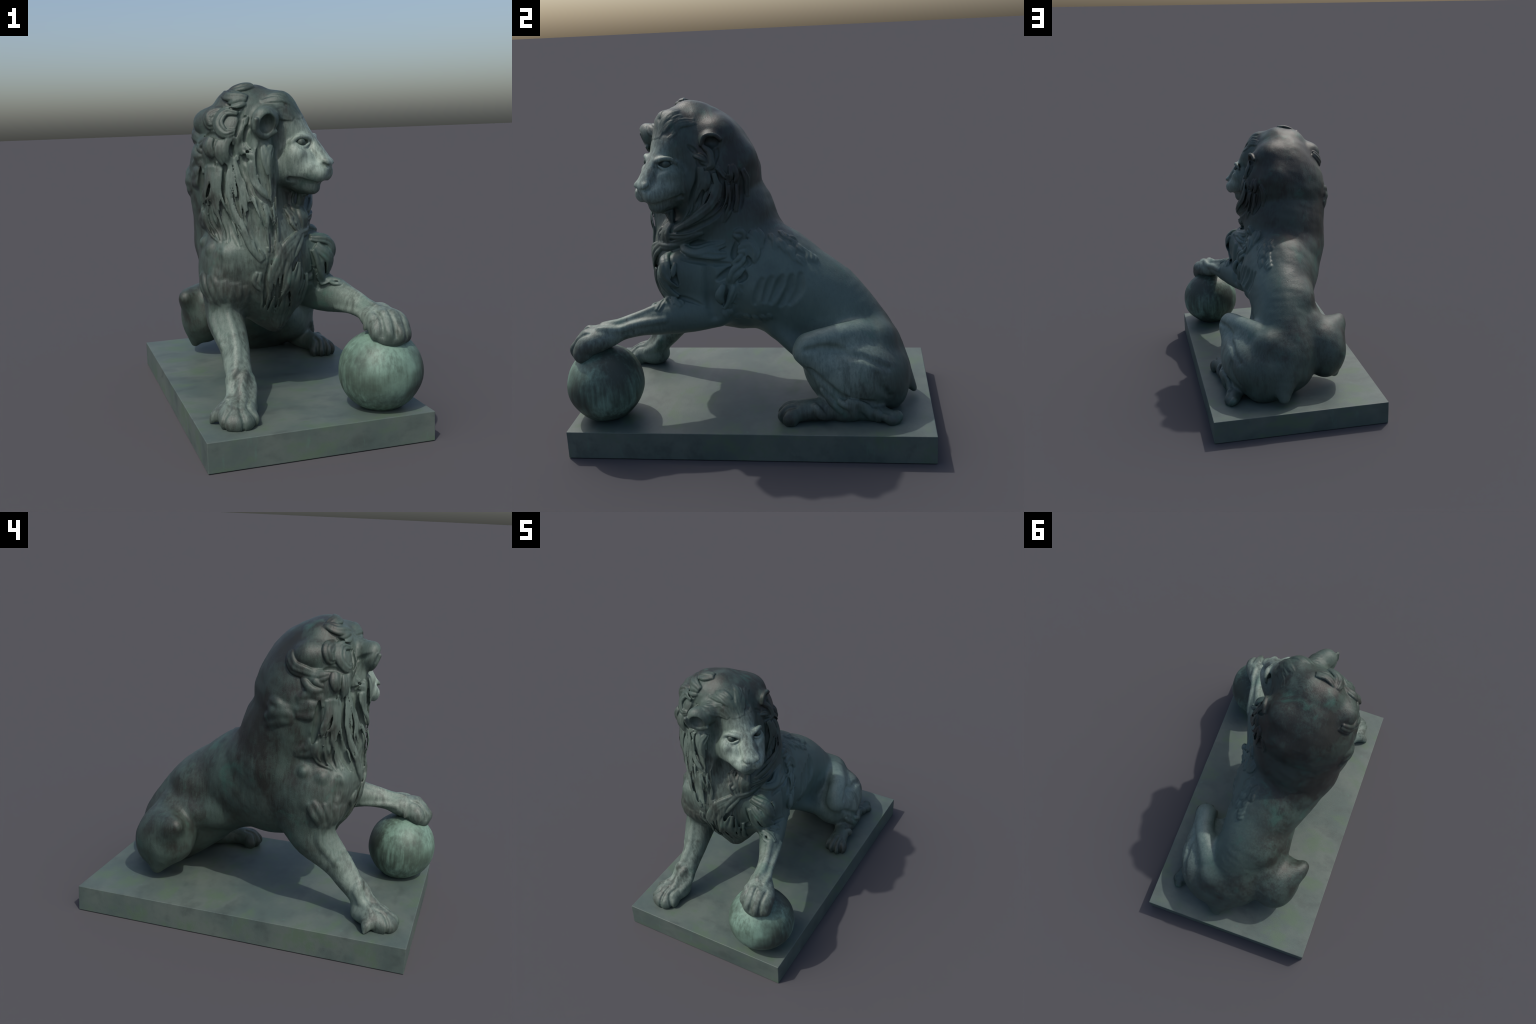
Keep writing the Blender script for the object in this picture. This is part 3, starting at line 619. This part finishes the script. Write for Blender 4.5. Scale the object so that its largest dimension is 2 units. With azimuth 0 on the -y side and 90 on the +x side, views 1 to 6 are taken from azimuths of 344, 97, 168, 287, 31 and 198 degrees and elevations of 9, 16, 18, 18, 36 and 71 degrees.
def muscles(f):
    """Relief of the skin: ribs, creases of the haunch, tendons, toes."""
    def bump(at, r, part, k=0.025):
        blob(f, part, np.array(at), (r, r, r) if np.isscalar(r) else r, k=k)

    # ribs: grooves between them
    groove(f, [(0.209, 0.137, 0.887), (0.22, 0.111, 0.824), (0.219, 0.094, 0.778)], 0.022, k=0.022)
    groove(f, [(0.202, 0.195, 0.889), (0.216, 0.17, 0.833), (0.22, 0.133, 0.768)], 0.024, k=0.022)
    groove(f, [(0.19, 0.248, 0.89), (0.212, 0.237, 0.826), (0.221, 0.186, 0.747)], 0.024, k=0.022)
    groove(f, [(0.175, 0.293, 0.895), (0.205, 0.283, 0.823), (0.221, 0.235, 0.752)], 0.022, k=0.022)
    groove(f, [(0.212, 0.084, 0.878), (0.22, 0.062, 0.825), (0.216, 0.049, 0.767)], 0.016, k=0.022)
    groove(f, [(0.225, -0.198, 0.977), (0.245, -0.196, 0.882), (0.242, -0.198, 0.778), (0.249, -0.183, 0.687)], 0.022, k=0.04)
    # haunch: the long crease, the fold above the hock, the seat
    groove(f, [(0.434, 0.331, 0.563), (0.424, 0.426, 0.572), (0.419, 0.505, 0.561), (0.424, 0.563, 0.538), (0.42, 0.629, 0.53), (0.418, 0.69, 0.498), (0.392, 0.774, 0.45)], 0.012, k=0.03)
    groove(f, [(0.43, 0.348, 0.457), (0.451, 0.439, 0.37), (0.46, 0.555, 0.288), (0.44, 0.68, 0.26)], 0.016, k=0.02)
    groove(f, [(0.432, 0.706, 0.423), (0.432, 0.714, 0.359), (0.382, 0.765, 0.28)], 0.012, k=0.03)
    # right shoulder and elbow
    for at, r in (((-0.42, -0.33, 0.832), 0.035), ((-0.375, -0.455, 0.853), 0.045), ((-0.415, -0.30, 1.01), 0.028),
                  ((-0.395, -0.40, 0.984), 0.035), ((-0.31, -0.49, 0.97), (0.075, 0.045, 0.05)), ((-0.345, -0.46, 0.80), 0.055)):
        bump(at, r, "forelimb")
    groove(f, [(-0.37, -0.49, 0.98), (-0.375, -0.48, 0.91), (-0.40, -0.47, 0.83)], 0.012, k=0.03)
    # shaggy lower edge of the upper arm
    for a, b in (((-0.42, -0.36, 0.84), (-0.405, -0.41, 0.73)), ((-0.40, -0.43, 0.84), (-0.375, -0.46, 0.705)), ((-0.36, -0.48, 0.82), (-0.345, -0.475, 0.70)),
                 ((-0.31, -0.49, 0.81), (-0.305, -0.475, 0.685)), ((-0.27, -0.47, 0.80), (-0.265, -0.455, 0.675))):
        a, b = np.array(a), np.array(b)
        lock(f, [a, 0.5 * (a + b) + (0, -0.01, 0), b], 0.026, 2, 0.25, "forelimb", k=0.015)
    # tendons, wrist and knuckles of the raised foreleg
    for nodes, w in (([(0.27, -0.44, 0.77), (0.31, -0.56, 0.73), (0.345, -0.68, 0.70), (0.355, -0.78, 0.69)], 0.013),
                     ([(0.33, -0.44, 0.70), (0.365, -0.57, 0.69), (0.395, -0.69, 0.665), (0.41, -0.79, 0.67)], 0.012),
                     ([(0.26, -0.52, 0.65), (0.285, -0.63, 0.64), (0.305, -0.74, 0.63)], 0.011)):
        lock(f, nodes, w, 1, 0.1, "forelimb", k=0.025)
    for at in ((0.318, -0.835, 0.635), (0.365, -0.855, 0.655), (0.415, -0.855, 0.65), (0.455, -0.835, 0.625)):
        bump(at, 0.026, "paw", 0.015)
    # tendons of the standing foreleg
    def tendon(nodes, r, strands):
        lock(f, nodes, r, strands, 0.05, "forelimb", k=0.03)
    tendon([(-0.351, -0.462, 0.682), (-0.334, -0.548, 0.527), (-0.356, -0.642, 0.405), (-0.404, -0.669, 0.286)], 0.014, 1)
    tendon([(-0.401, -0.425, 0.724), (-0.412, -0.418, 0.618), (-0.396, -0.519, 0.489)], 0.014, 1)
    tendon([(-0.255, -0.645, 0.335), (-0.262, -0.677, 0.293), (-0.293, -0.743, 0.258)], 0.014, 1)
    tendon([(-0.359, -0.654, 0.387), (-0.396, -0.645, 0.337), (-0.434, -0.729, 0.272)], 0.014, 1)
    tendon([(-0.32, -0.671, 0.372), (-0.356, -0.713, 0.316), (-0.354, -0.754, 0.284)], 0.014, 1)
    # folds of skin round the left hind foot
    def fold(nodes, r, strands):
        lock(f, nodes, r, strands, 0.25, "hind_paw", k=0.015)
    fold([(0.426, 0.412, 0.335), (0.437, 0.453, 0.281), (0.473, 0.503, 0.225)], 0.018, 1)
    fold([(0.46, 0.546, 0.288), (0.435, 0.625, 0.249), (0.464, 0.683, 0.213)], 0.018, 1)
    fold([(0.453, 0.571, 0.267), (0.46, 0.646, 0.22), (0.458, 0.666, 0.159)], 0.018, 1)
    fold([(0.46, 0.504, 0.283), (0.463, 0.562, 0.248), (0.462, 0.586, 0.169)], 0.018, 1)
    fold([(0.464, 0.373, 0.261), (0.482, 0.402, 0.21), (0.462, 0.434, 0.167)], 0.018, 1)
    fold([(0.442, 0.696, 0.23), (0.469, 0.699, 0.197), (0.449, 0.699, 0.145)], 0.018, 1)
    fold([(0.472, 0.728, 0.199), (0.476, 0.761, 0.179), (0.458, 0.795, 0.151)], 0.018, 1)
    fold([(0.416, 0.814, 0.222), (0.433, 0.821, 0.189), (0.458, 0.795, 0.151)], 0.018, 1)
    # toes
    for x, y, z in ((-0.462, -0.80, 0.185), (-0.418, -0.835, 0.19), (-0.367, -0.842, 0.19), (-0.322, -0.81, 0.185)):
        blob(f, "paw", np.array((x, y, z)), (0.027, 0.05, 0.04), k=0.012, turn=rotation(yaw=(x + 0.39) * 160, roll=-14))
    for x, y, z in ((0.312, -0.865, 0.58), (0.362, -0.905, 0.575), (0.418, -0.91, 0.565), (0.468, -0.87, 0.55)):
        blob(f, "paw", np.array((x, y, z)), (0.03, 0.05, 0.045), k=0.012, turn=rotation(yaw=(x - 0.39) * 160, roll=35))
    for x, y, z in ((0.378, 0.235, 0.19), (0.415, 0.212, 0.195), (0.455, 0.212, 0.195), (0.488, 0.24, 0.19)):
        blob(f, "hind_paw", np.array((x, y, z)), (0.026, 0.045, 0.045), k=0.012, turn=rotation(yaw=(x - 0.435) * 160, roll=-12))
    # clefts between the toes
    for toes, up, back in ((((-0.44, -0.825, 0.20), (-0.392, -0.85, 0.20), (-0.345, -0.84, 0.20)), (0, 0.01, 0.06), (0.012, 0.07, 0.065)),
                           (((0.335, -0.915, 0.59), (0.39, -0.94, 0.585), (0.445, -0.92, 0.57)), (0, 0.03, 0.055), (-0.004, 0.09, 0.075)),
                           (((0.395, 0.20, 0.20), (0.437, 0.185, 0.20), (0.48, 0.20, 0.20)), (0, 0.01, 0.05), (0, 0.07, 0.065))):
        for t in toes:
            t = np.array(t)
            groove(f, [t - np.array((0, 0.0, 0.03)), t, t + np.array(up), t + np.array(back)], 0.009, k=0.012)
    # dew claws
    loft(f, "paw", [(-0.45, -0.735, 0.21, 0.045), (-0.49, -0.73, 0.195, 0.03), (-0.515, -0.722, 0.165, 0.010)], k=0.02)
    loft(f, "paw", [(0.325, -0.79, 0.61, 0.03), (0.295, -0.80, 0.59, 0.016), (0.285, -0.80, 0.575, 0.008)], k=0.015)


def sculpt():
    f = Field(LOW, CELLS, COARSE)
    volumes(f)
    f.soften(3)
    skull(f)
    hollows(f)
    bed = f
    f = f.refined()
    f.bed = bed
    features(f)
    muscles(f)
    coat(f)
    gaps(f)
    return f


# ------------------------------------------------------------- surface nets
def skin(f):
    """Surface nets: one vertex per cell that the surface crosses."""
    d = f.d
    d[0] = d[-1] = 0.1
    d[:, 0] = d[:, -1] = 0.1
    d[:, :, 0] = d[:, :, -1] = 0.1
    inside = d < 0
    count = np.zeros(tuple(np.array(d.shape) - 1), np.int8)
    corners = [(a, b, c) for a in (0, 1) for b in (0, 1) for c in (0, 1)]
    nx, ny, nz = count.shape
    for a, b, c in corners:
        count += inside[a:a + nx, b:b + ny, c:c + nz]
    cell = np.argwhere((count > 0) & (count < 8))
    index = np.full(count.shape, -1, np.int32)
    index[tuple(cell.T)] = np.arange(len(cell))
    val = np.stack([d[cell[:, 0] + a, cell[:, 1] + b, cell[:, 2] + c] for a, b, c in corners], 1)
    pos = np.zeros((len(cell), 3))
    hits = np.zeros(len(cell))
    cor = np.array(corners, float)
    for i in range(8):
        for j in range(i + 1, 8):
            if np.abs(cor[i] - cor[j]).sum() != 1:
                continue
            v0, v1 = val[:, i], val[:, j]
            cross = (v0 < 0) != (v1 < 0)
            t = np.where(cross, v0 / np.where(cross, v0 - v1, 1), 0)
            pos += np.where(cross[:, None], cor[i] + t[:, None] * (cor[j] - cor[i]), 0)
            hits += cross
    verts = f.low + f.h * (cell + pos / hits[:, None])
    faces = []
    for ax in range(3):
        o1, o2 = [i for i in range(3) if i != ax]
        lo = [slice(None)] * 3
        hi = [slice(None)] * 3
        lo[ax], hi[ax] = slice(0, -1), slice(1, None)
        edge = np.argwhere(inside[tuple(lo)] != inside[tuple(hi)])
        edge = edge[(edge[:, o1] > 0) & (edge[:, o2] > 0) & (edge[:, o1] < d.shape[o1] - 1) & (edge[:, o2] < d.shape[o2] - 1)]
        quad = []
        for s1, s2 in ((0, 0), (1, 0), (1, 1), (0, 1)):
            q = edge.copy()
            q[:, o1] -= s1
            q[:, o2] -= s2
            quad.append(index[tuple(q.T)])
        quad = np.stack(quad, 1)
        flip = inside[tuple(edge.T)] != (ax == 1)
        quad[~flip] = quad[~flip][:, ::-1]
        faces.append(quad)
    faces = np.concatenate(faces)
    faces = faces[(faces >= 0).all(1)]
    label = f.part[tuple(np.round((verts - f.low) / f.h).astype(int).T)]
    return verts, faces, label


def settle(label, faces, rounds=10):
    """Smooth the borders between parts by repeated majority vote."""
    n = len(label)
    edges = np.concatenate([faces[:, [0, 1]], faces[:, [1, 2]], faces[:, [2, 3]], faces[:, [3, 0]]])
    for _ in range(rounds):
        votes = np.zeros((n, len(PARTS)), np.float32)
        for k in range(len(PARTS)):
            hit = (label[edges[:, 1]] == k).astype(np.float32)
            votes[:, k] = np.bincount(edges[:, 0], hit, n)
        votes[np.arange(n), label] += 0.5
        label = votes.argmax(1)
    return label


def lumps(v, seed, size, octaves=3):
    """Smooth pseudo-random relief: a few octaves of summed plane waves, about -1 to 1."""
    rng = np.random.default_rng(seed)
    out, amp = np.zeros(len(v)), 1.0
    for o in range(octaves):
        total = np.zeros(len(v))
        for _ in range(7):
            d = rng.normal(size=3)
            d *= 2 * math.pi / (size * rng.uniform(0.7, 1.4)) / np.linalg.norm(d)
            total += np.sin(v @ d + rng.uniform(0, 6.28) + 1.3 * np.sin(v @ np.roll(d, 1) * 0.6 + rng.uniform(0, 6.28)))
        out += amp * total / 3.5
        amp *= 0.5
        size *= 0.5
    return out


def vertex_normals(v, q):
    n = np.cross(v[q[:, 2]] - v[q[:, 0]], v[q[:, 3]] - v[q[:, 1]])
    out = np.zeros_like(v)
    for i in range(4):
        for c in range(3):
            out[:, c] += np.bincount(q[:, i], n[:, c], len(v))
    return out / (np.linalg.norm(out, axis=1, keepdims=True) + 1e-12)


# ------------------------------------------------------------------ BUILD
import bpy
import bmesh

PLINTH_TOP = 0.155


class Nodes:
    """Small helper to write node trees."""
    def __init__(self, name):
        self.m = bpy.data.materials.new(name)
        self.m.use_nodes = True
        self.t = self.m.node_tree
        self.bsdf = self.t.nodes["Principled BSDF"]
        self.co = self.t.nodes.new("ShaderNodeTexCoord").outputs["Object"]

    def put(self, socket, value):
        if isinstance(value, bpy.types.NodeSocket):
            self.t.links.new(value, socket)
        else:
            socket.default_value = value

    def math(self, op, a, b=0.0, c=0.0, clamp=False):
        n = self.t.nodes.new("ShaderNodeMath")
        n.operation, n.use_clamp = op, clamp
        for s, x in zip(n.inputs, (a, b, c)):
            self.put(s, x)
        return n.outputs[0]

    def noise(self, scale, detail=4.0, rough=0.55, stretch=(1, 1, 1), shift=0.0, warp=0.0):
        mp = self.t.nodes.new("ShaderNodeMapping")
        self.put(mp.inputs["Vector"], self.co)
        mp.inputs["Scale"].default_value = stretch
        mp.inputs["Location"].default_value = (shift, shift * 1.7, -shift)
        n = self.t.nodes.new("ShaderNodeTexNoise")
        self.put(n.inputs["Vector"], mp.outputs[0])
        n.inputs["Scale"].default_value = scale
        n.inputs["Detail"].default_value = detail
        n.inputs["Roughness"].default_value = rough
        n.inputs["Distortion"].default_value = warp
        return n.outputs["Fac"]

    def step(self, x, lo, hi):
        n = self.t.nodes.new("ShaderNodeMapRange")
        n.interpolation_type = "SMOOTHSTEP"
        self.put(n.inputs["Value"], x)
        n.inputs["From Min"].default_value, n.inputs["From Max"].default_value = lo, hi
        return n.outputs["Result"]

    def near(self, centre, inner, outer, scale=(1, 1, 1), wobble=None):
        """1 inside `inner` of a point, 0 beyond `outer`; the edge broken by noise."""
        d = self.t.nodes.new("ShaderNodeVectorMath")
        d.operation = "SUBTRACT"
        self.put(d.inputs[0], self.co)
        d.inputs[1].default_value = centre
        m = self.t.nodes.new("ShaderNodeVectorMath")
        m.operation = "MULTIPLY"
        self.put(m.inputs[0], d.outputs[0])
        m.inputs[1].default_value = scale
        l = self.t.nodes.new("ShaderNodeVectorMath")
        l.operation = "LENGTH"
        self.put(l.inputs[0], m.outputs[0])
        x = l.outputs["Value"]
        if wobble is not None:
            x = self.math("ADD", x, self.math("MULTIPLY", self.math("SUBTRACT", wobble, 0.5), 0.35))
        return self.step(x, outer, inner)

    def mix(self, fac, a, b):
        n = self.t.nodes.new("ShaderNodeMix")
        n.data_type = "RGBA"
        self.put(n.inputs[0], fac)
        for s, x in ((n.inputs[6], a), (n.inputs[7], b)):
            self.put(s, (*x, 1.0) if isinstance(x, tuple) else x)
        return n.outputs[2]

    def finish(self, colour, rough, bump=None, strength=0.3, depth=0.004):
        self.bsdf.inputs["Specular IOR Level"].default_value = 0.4
        self.put(self.bsdf.inputs["Base Color"], colour)
        self.put(self.bsdf.inputs["Roughness"], rough)
        if bump is not None:
            b = self.t.nodes.new("ShaderNodeBump")
            b.inputs["Strength"].default_value = strength
            b.inputs["Distance"].default_value = depth
            self.put(b.inputs["Height"], bump)
            self.put(self.bsdf.inputs["Normal"], b.outputs[0])
        return self.m


def lion_bronze():
    n = Nodes("patinated_bronze")
    big = n.noise(3.2, 5, 0.6, shift=3.1)
    mid = n.noise(11, 6, 0.62, stretch=(1, 1, 0.6), shift=1.3, warp=0.4)
    run = n.noise(75, 5, 0.62, stretch=(1, 1, 0.2), shift=7.7)
    fine = n.noise(120, 4, 0.65)
    # brown-black bronze, green patina over it, pale grey-green patches on top
    brown, green, pale = (0.018, 0.019, 0.016), (0.031, 0.054, 0.045), (0.275, 0.35, 0.30)
    face_mask = n.near((0.16, -0.54, 1.47), 0.12, 0.27, wobble=mid)
    fore_mask = n.near((-0.36, -0.64, 0.40), 0.12, 0.40, (1, 1, 0.75), wobble=mid)
    arm_mask = n.near((0.36, -0.72, 0.68), 0.10, 0.36, wobble=mid)
    lock_mask = n.near((-0.20, -0.62, 1.22), 0.12, 0.42, (1, 1, 0.55), wobble=mid)
    thigh_mask = n.near((0.42, 0.50, 0.48), 0.10, 0.40, wobble=mid)
    flank_mask = n.near((0.34, 0.15, 0.80), 0.22, 0.52, (1, 0.62, 0.85), wobble=mid)  # left flank tinted lighter than the right, repeating the scan's lit and shaded sides
    mane_mask = n.near((-0.16, -0.02, 1.42), 0.28, 0.50, (1, 1, 0.8), wobble=mid)  # darkens the back of the mane, where the scan has shade baked in
    pale_in = n.math("MAXIMUM", n.math("MAXIMUM", n.math("MULTIPLY", face_mask, 0.95), n.math("MULTIPLY", fore_mask, 0.52)), n.math("MAXIMUM", n.math("MULTIPLY", arm_mask, 0.58), n.math("MAXIMUM", n.math("MULTIPLY", lock_mask, 0.30), n.math("MULTIPLY", thigh_mask, 0.55))))
    x = n.math("ADD", n.math("MULTIPLY", big, 0.5), n.math("ADD", n.math("MULTIPLY", mid, 0.3), n.math("MULTIPLY", run, 0.2)))
    g = n.math("SUBTRACT", n.step(x, 0.38, 0.58), n.math("MULTIPLY", mane_mask, 0.45), clamp=True)
    colour = n.mix(g, brown, green)
    colour = n.mix(n.math("MULTIPLY", flank_mask, n.math("ADD", 0.55, n.math("MULTIPLY", mid, 0.6)), clamp=True), colour, (0.078, 0.128, 0.118))
    s = n.step(n.math("ADD", n.math("MULTIPLY", mid, 0.65), n.math("MULTIPLY", run, 0.35)), 0.36, 0.64)
    p = n.math("MULTIPLY", n.math("ADD", n.math("MULTIPLY", s, 0.75), 0.25), n.math("ADD", n.math("MULTIPLY", pale_in, 0.95), n.math("SUBTRACT", 0.08, n.math("MULTIPLY", mane_mask, 0.06))), clamp=True)
    colour = n.mix(p, colour, pale)
    # verdigris stains
    colour = n.mix(n.math("MULTIPLY", n.step(n.noise(5.5, 5, 0.6, shift=11.0, warp=0.6), 0.58, 0.72), 0.45), colour, (0.040, 0.115, 0.088))
    colour = n.mix(n.math("MULTIPLY", n.step(fine, 0.55, 0.75), 0.3), colour, (0.024, 0.028, 0.025))
    return n.finish(colour, n.math("ADD", 0.34, n.math("MULTIPLY", mid, 0.2)), n.math("ADD", n.math("MULTIPLY", fine, 0.5), n.math("ADD", n.noise(300, 3), n.math("MULTIPLY", run, 0.8))), 0.35, 0.004)


def ball_bronze():
    n = Nodes("streaked_bronze")
    big = n.noise(4.5, 4, 0.55, shift=2.0)
    streak = n.noise(48, 5, 0.6, stretch=(1, 1, 0.10), shift=5.0)
    fine = n.noise(110, 4, 0.6)
    x = n.math("ADD", n.math("MULTIPLY", big, 0.6), n.math("MULTIPLY", streak, 0.4))
    painted_sun = n.near((-0.03, -0.17, 0.09), 0.05, 0.26, wobble=streak)  # sunlight on the ball's upper front, lightened into its colour
    x = n.math("ADD", n.math("SUBTRACT", x, 0.045), n.math("MULTIPLY", painted_sun, 0.10))
    colour = n.mix(n.step(x, 0.36, 0.52), (0.036, 0.050, 0.039), (0.070, 0.112, 0.087))
    colour = n.mix(n.math("MULTIPLY", n.step(x, 0.46, 0.64), 0.9), colour, (0.16, 0.265, 0.21))
    colour = n.mix(n.math("MULTIPLY", n.step(fine, 0.55, 0.75), 0.2), colour, (0.04, 0.05, 0.045))
    return n.finish(colour, 0.5, n.math("ADD", fine, n.math("MULTIPLY", streak, 0.7)), 0.3, 0.003)


def plinth_bronze():
    n = Nodes("weathered_plinth_bronze")
    big = n.noise(2.6, 5, 0.6, shift=4.0)
    mid = n.noise(7, 6, 0.62, shift=8.0, stretch=(0.6, 1, 1))
    run = n.noise(24, 5, 0.6, stretch=(1, 1, 0.25), shift=1.0)
    fine = n.noise(140, 4, 0.6)
    colour = n.mix(n.step(big, 0.35, 0.65), (0.064, 0.092, 0.084), (0.094, 0.120, 0.106))
    colour = n.mix(n.math("MULTIPLY", n.step(mid, 0.50, 0.66), 0.7), colour, (0.072, 0.116, 0.072))
    colour = n.mix(n.math("MULTIPLY", n.step(mid, 0.50, 0.30), 0.5), colour, (0.042, 0.056, 0.052))
    colour = n.mix(n.math("MULTIPLY", n.step(run, 0.60, 0.75), 0.35), colour, (0.08, 0.165, 0.13))
    colour = n.mix(n.math("MULTIPLY", n.step(fine, 0.55, 0.75), 0.2), colour, (0.05, 0.062, 0.056))
    return n.finish(colour, n.math("ADD", 0.42, n.math("MULTIPLY", mid, 0.25)), n.math("ADD", fine, mid), 0.2, 0.003)


def add(name, mesh, parent=None):
    ob = bpy.data.objects.new(name, mesh)
    bpy.context.scene.collection.objects.link(ob)
    ob.parent = parent
    return ob


def mesh_of(name, verts, faces, mat, smooth=True):
    me = bpy.data.meshes.new(name)
    verts = np.ascontiguousarray(verts, np.float32)
    faces = np.ascontiguousarray(faces, np.int32)
    me.vertices.add(len(verts))
    me.vertices.foreach_set("co", verts.ravel())
    me.loops.add(faces.size)
    me.loops.foreach_set("vertex_index", faces.ravel())
    me.polygons.add(len(faces))
    me.polygons.foreach_set("loop_start", np.arange(0, faces.size, faces.shape[1], dtype=np.int32))
    me.update(calc_edges=True)
    me.polygons.foreach_set("use_smooth", np.full(len(faces), smooth))
    me.materials.append(mat)
    return me


def build_lion(root, mat):
    v, q, label = skin(sculpt())
    label = settle(label.astype(int), q)
    # cast-metal unevenness: soft lumps everywhere, stronger on the back of the mane
    nrm = vertex_normals(v, q)
    hairy = np.exp(-((v - np.array([-0.2, 0.02, 1.35])) ** 2 / np.array([0.3, 0.22, 0.33]) ** 2).sum(1))
    v = v + nrm * (0.0008 * lumps(v, 3, 0.12, 2) + 0.0035 * hairy * lumps(v, 8, 0.20, 2))[:, None]
    nrm = vertex_normals(v, q)

    votes = np.stack([(label[q] == k).sum(1) for k in range(len(PARTS))], 1)
    part = votes.argmax(1)
    mid = v[q].mean(1)
    holders = {}
    order = ["torso", "mane", "head", "ear", "forelimb", "paw", "hindlimb", "hind_paw", "tail"]
    owner = {"paw": "forelimb", "hind_paw": "hindlimb", "ear": "head"}
    for name in order:
        pieces = [part == PARTS.index(name)]
        if name in ("ear", "forelimb", "paw", "hindlimb"):
            split = mid[:, 0] - (0.03 if name == "ear" else 0.0)
            pieces = [pieces[0] & (split < 0), pieces[0] & (split >= 0)]
        for side, pick in enumerate(pieces):
            if pick.sum() < 20:
                continue
            used, new = np.unique(q[pick], return_inverse=True)
            me = mesh_of(name, v[used], new.reshape(-1, 4), mat)
            me.normals_split_custom_set_from_vertices(nrm[used].astype(np.float32))
            above = owner.get(name)
            up = holders.get((above, side)) or holders.get((above, 1)) or holders.get((above, 0)) or root
            if name == "hind_paw":
                up = holders[("hindlimb", 1)]
            holders[(name, side)] = add(name, me, up)
    return holders


def build_eyes(head, mat):
    bm = bmesh.new()
    bmesh.ops.create_uvsphere(bm, u_segments=28, v_segments=18, radius=0.024)
    me = bpy.data.meshes.new("eye")
    bm.to_mesh(me)
    bm.free()
    me.polygons.foreach_set("use_smooth", np.ones(len(me.polygons), bool))
    me.materials.append(mat)
    for s in (-1, 1):
        ob = add("eye", me, head)
        ob.location = face(-0.003, 0.084 * s, -0.006)


def build_ball(root, mat):
    """The ball: slightly squashed, a little uneven, sunk flat on the plinth."""
    nu, nv = 160, 100
    rows = []
    for j in range(1, nv):
        t = math.pi * j / nv
        a = 2 * math.pi * np.arange(nu) / nu
        rows.append(np.stack([np.sin(t) * np.cos(a), np.sin(t) * np.sin(a), np.full(nu, math.cos(t))], 1))
    d = np.concatenate(rows + [np.array([[0, 0, 1.0], [0, 0, -1.0]])])
    r = 1 + 0.012 * lumps(d, 21, 1.3, 2)
    v = d * r[:, None] * np.array([0.220, 0.209, 0.211])
    flat = PLINTH_TOP - 0.349
    v[:, 2] = np.maximum(v[:, 2], flat - 0.004)
    i = np.arange((nv - 2) * nu)
    ring = i // nu * nu
    nxt = ring + (i + 1) % nu
    quads = np.stack([i, i + nu, nxt + nu, nxt], 1)
    last = (nv - 2) * nu
    k = np.arange(nu)
    top = np.stack([k, (k + 1) % nu, np.full(nu, len(d) - 2)], 1)
    bot = np.stack([last + (k + 1) % nu, last + k, np.full(nu, len(d) - 1)], 1)
    me = bpy.data.meshes.new("ball")
    me.from_pydata(v.tolist(), [], quads.tolist() + top.tolist() + bot.tolist())
    me.update()
    bm = bmesh.new()
    bm.from_mesh(me)
    bmesh.ops.recalc_face_normals(bm, faces=bm.faces)
    bm.to_mesh(me)
    bm.free()
    me.polygons.foreach_set("use_smooth", np.ones(len(me.polygons), bool))
    me.materials.append(mat)
    ob = add("ball", me, root)
    ob.location = (0.375, -0.790, 0.349)


def build_plinth(root, mat):
    bm = bmesh.new()
    bmesh.ops.create_cube(bm, size=1)
    bmesh.ops.scale(bm, vec=(1.183, 1.967, PLINTH_TOP), verts=bm.verts)
    bmesh.ops.translate(bm, vec=(0, 0.0165, PLINTH_TOP / 2), verts=bm.verts)
    bmesh.ops.bevel(bm, geom=bm.edges[:], offset=0.0035, segments=2, profile=0.5, affect="EDGES")
    me = bpy.data.meshes.new("plinth")
    bm.to_mesh(me)
    bm.free()
    me.materials.append(mat)
    add("plinth", me, root)


def main():
    root = bpy.data.objects.new("lion_statue", None)
    bpy.context.scene.collection.objects.link(root)
    root["label"] = "green bronze statue of a seated lion resting a paw on a ball"
    root["category"] = "statue"
    bronze = lion_bronze()
    parts = build_lion(root, bronze)
    build_eyes(parts[("head", 0)], bronze)
    build_ball(root, ball_bronze())
    build_plinth(root, plinth_bronze())


main()
